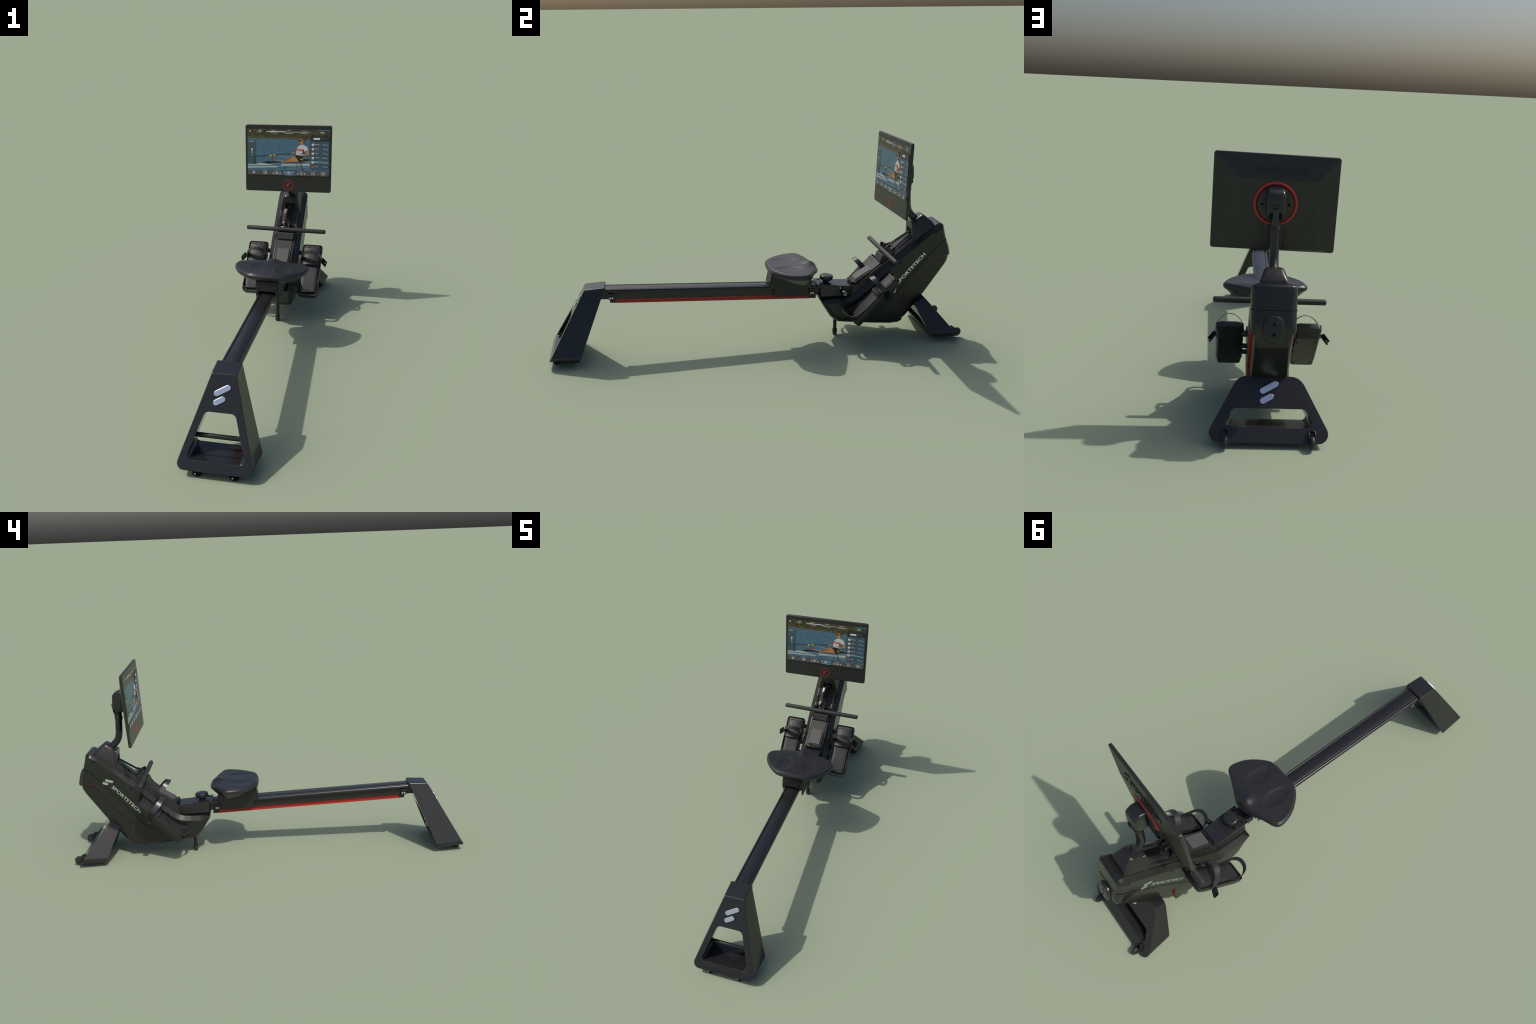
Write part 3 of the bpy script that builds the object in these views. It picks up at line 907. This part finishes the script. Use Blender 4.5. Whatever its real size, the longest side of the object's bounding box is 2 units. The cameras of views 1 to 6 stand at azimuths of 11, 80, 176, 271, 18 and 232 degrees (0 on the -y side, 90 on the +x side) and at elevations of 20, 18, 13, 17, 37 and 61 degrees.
# ------------------------------------------------------------------ rail
rail = empty('rail', root)
RS = -0.0521
RTOP = lambda y: 0.3335 + RS * (y + 0.728)
half = [(0.0, 0.0), (0.0250, 0.0), (0.0259, -0.0004), (0.0264, -0.0014), (0.0266, -0.0035), (0.0286, -0.0035), (0.0288, -0.0014), (0.0294, -0.0004), (0.0304, 0.0002), (0.0340, 0.0004), (0.0368, -0.0012), (0.0395, -0.0050),
        (0.0402, -0.0100), (0.0396, -0.0145), (0.0370, -0.0165), (0.0235, -0.0175), (0.0235, -0.0490), (0.0245, -0.0495), (0.0245, -0.0515), (0.0, -0.0515)]
sec = half + [(-x, z) for x, z in reversed(half[1:-1])]
rings = [[(CX + x, y, RTOP(y) + z) for x, z in sec] for y in (-0.800, -0.40, 0.0, 0.43)]
rail_beam = loft('rail_beam', rings, M_RAIL, rail, angle=40)
rings = [[(CX + x, y, RTOP(y) + z) for x, z in ((-0.015, -0.050), (0.015, -0.050), (0.015, -0.0630), (0.0135, -0.0638), (0.0135, -0.0655), (0.015, -0.0663), (0.015, -0.0750), (-0.015, -0.0750),
                                                 (-0.015, -0.0663), (-0.0135, -0.0655), (-0.0135, -0.0638), (-0.015, -0.0630))] for y in (-0.681, 0.252)]
loft('red_strip', rings, M_RED, rail)
for y0, y1 in ((-0.708, -0.6812), (0.2522, 0.286)):
    rings = [[(CX + x, y, RTOP(y) + z) for x, z in ((-0.016, -0.050), (0.016, -0.050), (0.016, -0.0735), (-0.016, -0.0735))] for y in (y0, y1)]
    loft('strip_end', rings, M_CARR, rail)
for yc, zc in ((-0.7000, 0.2900), (0.2630, 0.2432)):
    for s in (-1, 1):
        a, b = sorted((CX + s * 0.022, CX + s * 0.0365))
        prism('rail_bracket', [(yc - 0.0135, zc - 0.0085), (yc + 0.0135, zc - 0.0100), (yc + 0.0135, zc + 0.0075), (yc - 0.0135, zc + 0.0090)], a, b, M_CARR, rail, bevel=0.001)
        prism('rail_stop', [(yc - 0.0145, zc + 0.0100), (yc + 0.0145, zc + 0.0085), (yc + 0.0145, zc + 0.0200), (yc - 0.0145, zc + 0.0215)], a, b, M_CARR, rail, bevel=0.001)
        for dy in (-0.0062, 0.0048):
            turned('bracket_bolt', (CX + s * 0.0350, yc + dy, zc - 0.0003), (s, 0, 0), [(0, 0.0040), (0.0022, 0.0040), (0.0026, 0.0034)], M_CHROME, rail, n=18)

# neck box joining rail and housing, with knob plate
neck = fillet([(0.3020, 0.2250, 0.002), (0.3040, 0.2830, 0.002), (0.4640, 0.2705, 0.002), (0.4515, 0.2200, 0.002)], 3)
neck_box = prism('neck_box', [(p[0], p[1]) for p in neck], CX - 0.0500, CX + 0.0500, M_STEEL, rail, bevel=0.0015)
kp = [(0.2860, 0.2800), (0.2850, 0.2880), (0.3870, 0.2795), (0.3870, 0.2740)]
prism('knob_plate', kp, CX - 0.0505, CX + 0.0505, M_STEEL, rail, bevel=0.001)
for y in (0.3080, 0.3520):
    for s in (-1, 1):
        turned('recessed_screw', (CX + s * 0.034, y, RTOP(y) + 0.004), (0, 0.08, 1), [(0, 0.0050), (0.0042, 0.0050), (0.0046, 0.0040), (0.0042, 0.003)], M_DARK, rail, n=16)
knob = turned('adjust_knob', (CX, 0.3400, 0.2780), (0, 0.065, 1), [(0, 0.0150), (0.015, 0.0150), (0.016, 0.0250), (0.0185, 0.0290), (0.024, 0.0318), (0.033, 0.0330), (0.0375, 0.0322),
                                                               (0.0400, 0.0300), (0.0412, 0.0265), (0.0417, 0.015)], M_STEEL, rail, n=44)
for k in range(8):
    a = 2 * math.pi * k / 8
    rod('knob_rib', (CX + 0.0300 * math.cos(a), 0.3413 + 0.0300 * math.sin(a), 0.3000), (CX + 0.0300 * math.cos(a), 0.3425 + 0.0300 * math.sin(a), 0.3140), 0.0042, M_STEEL, knob, n=10)
# side lock pin
lk = rod('lock_pin', (CX + 0.049, 0.4100, 0.2480), (CX + 0.0660, 0.4125, 0.2465), 0.0080, M_DARK, rail)
rod('lock_knob', (CX + 0.0620, 0.4120, 0.2465), (CX + 0.0835, 0.4160, 0.2440), 0.0122, M_STEEL, lk, n=24)
ring_mesh('lock_ring', 0.0098, 0.0010, frame_matrix((CX + 0.0838, 0.4160, 0.2440), (0, 1, 0), (0, 0, 1)), M_CHROME, lk, N=28, n=8)
box('lock_mark', (CX + 0.0838, 0.4160, 0.2440), (0.0012, 0.0022, 0.016), M_CHROME, lk)
turned('lock_ball', (CX + 0.0490, 0.4010, 0.2630), (1, 0, 0), [(0, 0.0046), (0.003, 0.0044), (0.0052, 0.0030), (0.006, 0.001)], M_CHROME, lk, n=18)
turned('neck_bolt', (CX - 0.0495, 0.4042, 0.2590), (-1, 0, 0), [(0, 0.0065), (0.003, 0.0062), (0.0048, 0.0042), (0.005, 0.002)], M_STEEL, rail, n=20)
# dark saddle between box and housing
prism('neck_saddle', [(0.2980, 0.2330), (0.4560, 0.2260), (0.4500, 0.2000), (0.3050, 0.2080)], CX - 0.0440, CX + 0.0440, M_DARK, rail)

# ------------------------------------------------------------------ seat
seat = empty('seat', root)
OUT = [(0.0, 0.2945), (0.030, 0.2905), (0.058, 0.2790), (0.090, 0.2640), (0.132, 0.2460), (0.162, 0.2345), (0.1785, 0.2215), (0.1840, 0.2020),
       (0.1800, 0.1740), (0.1690, 0.1420), (0.1480, 0.1080), (0.1220, 0.0790), (0.1000, 0.0600), (0.0800, 0.0495), (0.0450, 0.0440), (0.0, 0.0425)]
op = smooth_path([Vector((x, y, 0)) for x, y in OUT], 5)
op = [(p.x, p.y) for p in op]
op = op + [(-x, y) for x, y in reversed(op[1:-1])]
SCY = 0.160


def seat_edge_z(x, y):
    nose = max(0, (y - 0.22) / 0.075) * max(0, 1 - (x / 0.11) ** 2)
    rear = max(0, (0.12 - y) / 0.08)
    return 0.3728 - 0.018 * nose + 0.002 * rear


def seat_top(x, y):
    z = 0.3905 - 0.0015 * (x / 0.16) ** 2 - 0.004 * math.exp(-((y - 0.15) / 0.07) ** 2)
    for sx in (-1, 1):                                    # two sit-bone hollows
        q = math.hypot((x - sx * 0.0640) / 0.0300, (y - 0.1430) / 0.0560)
        z -= 0.0034 / (1 + math.exp((q - 1) * 11))
    hump = math.exp(-(x / 0.022) ** 2 - ((y - 0.252) / 0.032) ** 2)
    z += 0.0075 * hump
    z -= 0.0140 * (max(0, y - 0.255) / 0.03) ** 2 * math.exp(-(x / 0.07) ** 2)
    fr = max(0, (y - 0.205) / 0.06)                        # front falls away beside the hump
    z -= 0.0090 * fr * fr * (1 - math.exp(-(x / 0.04) ** 2))
    z += 0.002 * max(0, (0.09 - y) / 0.05)
    return z


rings = []
def seat_ring(sc, f):
    return [(CX + x * sc, SCY + (y - SCY) * sc, f(x * sc, SCY + (y - SCY) * sc, x, y)) for x, y in op]


under = lambda x, y: 0.3420 - 0.135 * (y - 0.06) - 0.02 * max(0, y - 0.2)
rings.append(seat_ring(0.05, lambda a, b, x, y: under(a, b) - 0.002))
rings.append(seat_ring(0.55, lambda a, b, x, y: under(a, b) - 0.002))
rings.append(seat_ring(0.74, lambda a, b, x, y: min(under(a, b), seat_edge_z(x, y) - 0.022)))
rings.append(seat_ring(0.86, lambda a, b, x, y: 0.35 * min(under(a, b), seat_edge_z(x, y) - 0.018) + 0.65 * (seat_edge_z(x, y) - 0.0175)))
rings.append(seat_ring(0.935, lambda a, b, x, y: seat_edge_z(x, y) - 0.0150))
rings.append(seat_ring(0.975, lambda a, b, x, y: seat_edge_z(x, y) - 0.0110))
rings.append(seat_ring(0.993, lambda a, b, x, y: seat_edge_z(x, y) - 0.0060))
rings.append(seat_ring(1.0, lambda a, b, x, y: seat_edge_z(x, y)))
rings.append(seat_ring(0.994, lambda a, b, x, y: seat_edge_z(x, y) + 0.0045))
rings.append(seat_ring(0.978, lambda a, b, x, y: seat_edge_z(x, y) + 0.0082))
rings.append(seat_ring(0.962, lambda a, b, x, y: seat_edge_z(x, y) + 0.0096))
rings.append(seat_ring(0.950, lambda a, b, x, y: seat_edge_z(x, y) + 0.0118))
rings.append(seat_ring(0.938, lambda a, b, x, y: 0.5 * (seat_edge_z(x, y) + 0.0140) + 0.5 * seat_top(a, b)))
rings.append(seat_ring(0.920, lambda a, b, x, y: 0.1 * (seat_edge_z(x, y) + 0.0150) + 0.9 * seat_top(a, b)))
for i in range(19):
    sc = 0.885 * (1 - i / 18) + 0.004
    rings.append(seat_ring(sc, lambda a, b, x, y: seat_top(a, b)))
loft('seat_cushion', rings, M_CUSHION, seat, angle=60)
# carriage below
for s in (-1, 1):
    pr = [(0.0735, 0.2435), (0.0720, 0.2840), (0.0520, 0.2930), (0.0635, 0.3500), (0.2400, 0.3300), (0.2610, 0.3120), (0.2500, 0.2800), (0.2360, 0.2780), (0.2345, 0.2375)]
    a, b = sorted((CX + s * 0.0480, CX + s * 0.0550))
    prism('carriage_side', pr, a, b, M_CARR, seat, bevel=0.0012)
    for (y, z, r) in ((0.1565, 0.2600, 0.0062), (0.0965, 0.3110, 0.0056)):
        turned('carriage_bolt', (CX + s * 0.0535, y, z), (s, 0, 0), [(0, r), (0.0022, r), (0.0028, r * 0.85), (0.0018, r * 0.6)], M_STEEL, seat, n=20)
prism('carriage_top', [(0.0640, 0.3380), (0.0640, 0.3520), (0.2440, 0.3330), (0.2550, 0.3150), (0.2450, 0.3080)], CX - 0.0540, CX + 0.0540, M_CARR, seat)
Mr = frame_matrix((CX, 0.0560, 0.3160), (1, 0, 0), (0, 0.19, 1))
plate('carriage_rear', [[(-0.0500, 0.034), (-0.0500, -0.0250), (-0.0430, -0.0250), (-0.0400, -0.0115), (0.0400, -0.0115), (0.0430, -0.0250), (0.0500, -0.0250), (0.0500, 0.034)]],
      Mr, 0.004, M_CARR, seat, 0.0006)
for sx in (-0.0365, 0.0365):
    turned('carriage_bolt', Mr @ Vector((sx, 0.0015, 0.0025)), Mr.to_3x3() @ Vector((0, 0, 1)), [(0, 0.0045), (0.0022, 0.0045), (0.0026, 0.0035), (0.002, 0.002)], M_DARK, seat, n=18)
prism('carriage_front', [(0.2480, 0.3330), (0.2560, 0.3180), (0.2500, 0.2830), (0.2450, 0.2830)], CX - 0.0500, CX + 0.0500, M_CARR, seat)
for s in (-1, 1):
    for y in (0.085, 0.215):
        rod('carriage_roller', (CX + s * 0.036, y, RTOP(y) + 0.0125), (CX + s * 0.048, y, RTOP(y) + 0.0125), 0.0115, M_DARK, seat)

# ------------------------------------------------------------------ pedals
PU = Vector((0, 0.7145, 0.6997))
PN = Vector((0, -0.6997, 0.7145))
PO = Vector((CX + 0.1485, 0.4273, 0.1396))


def P3(x, u, nn):
    return PO + Vector((x, 0, 0)) + PU * u + PN * nn


def make_pedal():
    objs = {}
    ped = empty('pedal', root)
    MPd = frame_matrix(PO, (1, 0, 0), PU)         # local z = PN
    # tray: full width rim, tapering back
    rings = []
    for hx, u0, u1, nn, r in ((0.0440, 0.004, 0.2480, -0.0400, 0.010), (0.0455, 0.002, 0.2520, -0.0385, 0.012), (0.0490, 0.001, 0.2760, -0.0260, 0.014),
                              (0.0530, 0.000, 0.2960, -0.0190, 0.016), (0.0536, 0.000, 0.2975, -0.0020, 0.016), (0.0528, 0.0008, 0.2967, 0.0, 0.016), (0.0512, 0.0024, 0.2951, 0.0, 0.015), (0.0505, 0.003, 0.2945, -0.0015, 0.014), (0.0500, 0.0035, 0.2940, -0.0130, 0.014)):
        rings.append([tuple(MPd @ Vector((p[0], p[1], nn))) for p in rrect(hx, (u1 - u0) / 2, r, 0, (u0 + u1) / 2)])
    tray = loft('pedal_tray', rings, M_CARR, ped, angle=40)
    # foot plate: sole with a waist, curved up at the toes
    outl = fillet([(-0.038, 0.018, 0.012), (0.038, 0.018, 0.012), (0.0420, 0.070, 0.04), (0.0400, 0.130, 0.05), (0.0455, 0.200, 0.05), (0.0450, 0.289, 0.016),
                   (-0.0450, 0.289, 0.016), (-0.0455, 0.200, 0.05), (-0.0400, 0.130, 0.05), (-0.0420, 0.070, 0.04)], 5)
    outl = resample([(p[0], p[1]) for p in outl], 0.012)
    rings = []
    for sc, dz in ((1.0, -0.014), (1.0, -0.003), (0.985, -0.0008), (0.95, 0.0), (0.6, 0.0002)):
        rings.append([tuple(MPd @ Vector((x * sc, 0.155 + (u - 0.155) * (1 - (1 - sc) * 0.5), dz + 0.008 * max(0, (u - 0.20) / 0.09) ** 2))) for x, u in outl])
    loft('foot_plate', rings, M_FOOT, ped, angle=40)
    # toe piece under the strap
    rings = []
    for k in range(9):
        t = k / 8
        u = 0.172 + 0.100 * t
        zt = 0.0180 - 0.007 * t
        w = 0.0445 - 0.001 * t
        row = []
        for j in range(13):
            a = -1 + 2 * j / 12
            row.append(tuple(MPd @ Vector((w * a, u, zt - 0.006 * a * a - 0.004 * abs(a) ** 6))))
        row += [tuple(MPd @ Vector((w, u, -0.010))), tuple(MPd @ Vector((-w, u, -0.010)))]
        rings.append(row)
    loft('toe_plate', rings, M_FOOT, ped, angle=40)
    # dark blocks set on the toe end in place of cut slots
    for x, u in ((-0.033, 0.279), (-0.014, 0.281), (0.014, 0.281), (0.033, 0.279)):
        box('toe_dark_block', MPd @ Vector((x, u - 0.004, 0.0068)), (0.0085, 0.004, 0.0035), M_DARK, ped, rot=MPd.to_3x3())
    # heel cup band
    hc = [(0.046, 0.097, 0.003, -0.006), (0.0485, 0.070, 0.0065, -0.006), (0.0492, 0.042, 0.0135, -0.005), (0.0475, 0.021, 0.0250, 0.004),
          (0.0400, 0.008, 0.0400, 0.020), (0.0220, 0.001, 0.0530, 0.036)]
    cup = [(-x, u, a, b) for x, u, a, b in hc] + [(0.0, -0.001, 0.0570, 0.041)] + [(x, u, a, b) for x, u, a, b in reversed(hc)]
    top = smooth_path([Vector((x, u, a)) for x, u, a, b in cup], 5)
    bot = smooth_path([Vector((x * 0.97, u + 0.004 * max(0, (a - 0.01) / 0.04), b)) for x, u, a, b in cup], 5)
    rings = []
    for i in range(len(top)):
        t = (top[min(i + 1, len(top) - 1)] - top[max(i - 1, 0)])
        o = Vector((t.y, -t.x, 0)).normalized() * 0.0014
        rings.append([tuple(MPd @ q) for q in (top[i] + o, top[i] - o, bot[i] - o, bot[i] + o)])
    loft('heel_cup', rings, M_FOOT, ped, angle=40)
    # strap
    st = []
    for k in range(13):
        a = math.pi * k / 12
        st.append(P3(-0.0565 * math.cos(a), 0.2120 + 0.004 * math.sin(a), -0.0150 + 0.0920 * math.sin(a) ** 0.85))
    band('foot_strap', st, (0, 0.96, 0.27), 0.0255, 0.0022, M_STRAP, ped, k=4)
    # buckle on the outer side
    bd = (P3(0.0850, 0.188, -0.0370) - P3(0.0570, 0.2050, -0.0060)).normalized()
    Mbk = frame_matrix(P3(0.0665, 0.2060, -0.0150), bd, PU)
    plate('strap_buckle', [rrect(0.0190, 0.0145, 0.003), rrect(0.0035, 0.0090, 0.001, 0.0115, 0)], Mbk @ Matrix.Translation((0, 0, -0.003)), 0.007, M_DARK, ped, 0.001)
    box('buckle_tongue', Mbk @ Vector((0.0060, -0.004, -0.006)), (0.0400, 0.0170, 0.0025), M_STRAP, ped, rot=Mbk.to_3x3(), bevel=0.0006)
    # tread rings on the heel
    tr = []
    for r in range(4):
        for c in range(4):
            x = -0.0255 + 0.017 * c + (0.0045 if r % 2 else -0.0045)
            u = 0.040 + 0.0155 * r
            if abs(x) < 0.034:
                tr.append(ring_mesh('t', 0.0052, 0.0007, MPd @ Matrix.Translation((x, u, 0.0002)), M_FOOT, ped, N=14, n=5))
    t = join(tr, 'tread_rings')
    t['kind'] = 'stuff'
    # screws on the back
    for x, u in ((-0.036, 0.030), (0.036, 0.030), (-0.036, 0.215), (0.036, 0.215)):
        turned('recessed_screw', MPd @ Vector((x, u, -0.0370)), -PN, [(0, 0.004), (0.0042, 0.004), (0.0045, 0.003)], M_DARK, ped, n=14)
    # axles to the housing
    for u, nn, r in ((0.258, -0.029, 0.0120), (0.160, -0.034, 0.0095), (0.105, -0.034, 0.0095)):
        rod('pedal_axle', P3(-0.0440, u, nn), P3(-0.0800, u, nn), r, M_STEEL, ped)
    return ped


pedR = make_pedal()
pedL = empty('pedal', root)
for ch in list(pedR.children):
    m = mirror_copy(ch, pedL)
    if ch.name.startswith(('strap_buckle', 'buckle_tongue')):
        m.data.transform(Matrix.Translation((-0.0085, 0, 0)))
    if 'kind' in ch:
        m['kind'] = ch['kind']
# mark on the right strap
# ------------------------------------------------------------------ stands
def stand(name, rear_o, rear_i, front_o, front_i, mat, parent):
    """hollow trapezoid: outer/inner loops at the back plate and at the front"""
    N = len(rear_o)
    verts = rear_o + rear_i + front_o + front_i
    fs = []
    for i in range(N):
        j = (i + 1) % N
        fs.append((i, j, N + j, N + i))
        fs.append((2 * N + i, 3 * N + i, 3 * N + j, 2 * N + j))
        fs.append((i, 2 * N + i, 2 * N + j, j))
        fs.append((N + i, N + j, 3 * N + j, 3 * N + i))
    return build(name, verts, fs, mat, parent, bevel=0.0022, seg=2, bang=48, angle=40)


def plane_pts(pts, p0, p1):
    d = (Vector(p1) - Vector(p0)).normalized()
    return [(CX + x, p0[0] + d.x * t, p0[1] + d.y * t) for x, t in ((q[0], q[1]) for q in fillet(pts, 7))]


def trap(t0, h0, t1, h1, r0, r1):
    return [(-h0, t0, r0), (h0, t0, r0), (h1, t1, r1), (-h1, t1, r1)]


# front stand
fr0, fr1 = (0.811, 0.211), (0.9655, 0.024)
ff0, ff1 = (0.7660, 0.1720), (0.8340, 0.0190)
fs_o = plane_pts(trap(0.0090, 0.1115, 0.2515, 0.2305, 0.055, 0.036), fr0, fr1)
fs_i = plane_pts(trap(0.1290, 0.1290, 0.1965, 0.1610, 0.020, 0.018), fr0, fr1)
ffo = plane_pts(trap(0.0, 0.1000, 0.1680, 0.2060, 0.045, 0.022), ff0, ff1)
ffi = plane_pts(trap(0.0780, 0.1080, 0.1430, 0.1480, 0.016, 0.014), ff0, ff1)
front = stand('front_stand', fs_o, fs_i, ffo, ffi, M_STEEL, root)
d = (Vector(fr1) - Vector(fr0)).normalized()
Mfs = frame_matrix((CX, fr0[0], fr0[1]), (-1, 0, 0), (0, -d.x, -d.y))      # local z faces back
emblem(Mfs @ Matrix.Translation((0, -0.0695, 0.0)), 1.0, 0.0035, M_CHROME, front, 0.001)
box('stand_bracket', (CX, 0.7830, 0.1850), (0.120, 0.060, 0.050), M_STEEL, front, rot=Matrix.Rotation(math.radians(48), 3, 'X'), bevel=0.003)
for s in (-1, 1):
    x = CX + s * 0.1505
    turned('transport_wheel', (x - 0.0085, 0.9775, 0.0258), (1, 0, 0), [(0, 0.0120), (0.0004, 0.0165), (0.0020, 0.0200), (0.0052, 0.0218), (0.0085, 0.0224), (0.0118, 0.0218), (0.0150, 0.0200), (0.0166, 0.0165), (0.0170, 0.0120)],
           M_RUBBER, front, n=36)
    rod('wheel_axle', (x - 0.0140, 0.9785, 0.0260), (x + 0.0140, 0.9785, 0.0260), 0.0040, M_STEEL, front, n=14)
    for t in (-1, 1):
        fk = fillet([(0.9400, 0.0480, 0.0), (0.9500, 0.0580, 0.004), (0.9640, 0.0500, 0.006), (0.9840, 0.0300, 0.006), (0.9780, 0.0190, 0.005), (0.9620, 0.0200, 0.0)], 4)
        a, b = sorted((x + t * 0.0095, x + t * 0.0125))
        prism('wheel_fork', [(p[0], p[1]) for p in fk], a, b, M_ROOF, front, bevel=0.0006)
    arch = stadium((-s * 0.1505, -0.2480), (-s * 0.1505, -0.2185), 0.0142)
    hole = stadium((-s * 0.1505, -0.2490), (-s * 0.1505, -0.2180), 0.0105)
    plate('wheel_arch', [arch, hole], Mfs, 0.0120, M_ROOF, front, 0.001)

# tail stand
tr0, tr1 = (-0.8200, 0.3405), (-0.9995, 0.0295)
tf0, tf1 = (-0.7265, 0.3435), (-0.8640, 0.0175)
to = plane_pts(trap(0.0, 0.0475, 0.3588, 0.1500, 0.008, 0.026), tr0, tr1)
ti = plane_pts(trap(0.1420, 0.0570, 0.3175, 0.1110, 0.022, 0.016), tr0, tr1)
tfo = plane_pts(trap(0.0, 0.0490, 0.3538, 0.1620, 0.008, 0.026), tf0, tf1)
tfi = plane_pts(trap(0.1350, 0.0540, 0.3080, 0.1080, 0.020, 0.014), tf0, tf1)
tail = stand('tail_stand', to, ti, tfo, tfi, M_GLOSS, root)
d = (Vector(tr1) - Vector(tr0)).normalized()
Mts = frame_matrix((CX, tr0[0], tr0[1]), (1, 0, 0), (0, -d.x, -d.y))       # local z faces the tail
emblem(Mts @ Matrix.Translation((0, -0.0770, 0.0)), 0.92, 0.0035, M_CHROME, tail, 0.001)
rod('cross_bar', (CX - 0.095, -0.9000, 0.1225), (CX + 0.095, -0.9000, 0.1225), 0.0092, M_STEEL, tail, n=20)
capp = [(-0.7255, 0.3100), (-0.7255, 0.3465), (-0.8185, 0.3425), (-0.8345, 0.3140)]
prism('rail_cap', capp, CX - 0.0500, CX + 0.0500, M_STEEL, tail, bevel=0.006, seg=3)
box('floor_lip', (CX, -0.9370, 0.0655), (0.185, 0.0015, 0.0012), M_GLOSS, tail)
for sx in (-0.070, 0.070):
    turned('foot_pad', (CX + sx, -0.9700, 0.0), (0, 0, 1), [(0, 0.0150), (0.002, 0.0175), (0.008, 0.0175), (0.011, 0.0120), (0.0250, 0.0100)], M_DARK, tail, n=28)
    turned('foot_bolt', (CX + sx - 0.003, -0.9870, 0.0120), (0, -0.8, 0.6), [(0, 0.0036), (0.002, 0.0032), (0.003, 0.0016)], M_LETTER, tail, n=14)

# ------------------------------------------------------------------ middle support leg
leg = rod('support_leg', (CX, 0.3900, 0.0220), (CX, 0.3900, 0.1300), 0.0090, M_STEEL, root, n=24)
turned('support_foot', (CX, 0.3900, 0.0), (0, 0, 1), [(0, 0.0090), (0.0015, 0.0112), (0.026, 0.0120), (0.0290, 0.0112), (0.0300, 0.0090)], M_RUBBER, leg, n=28)
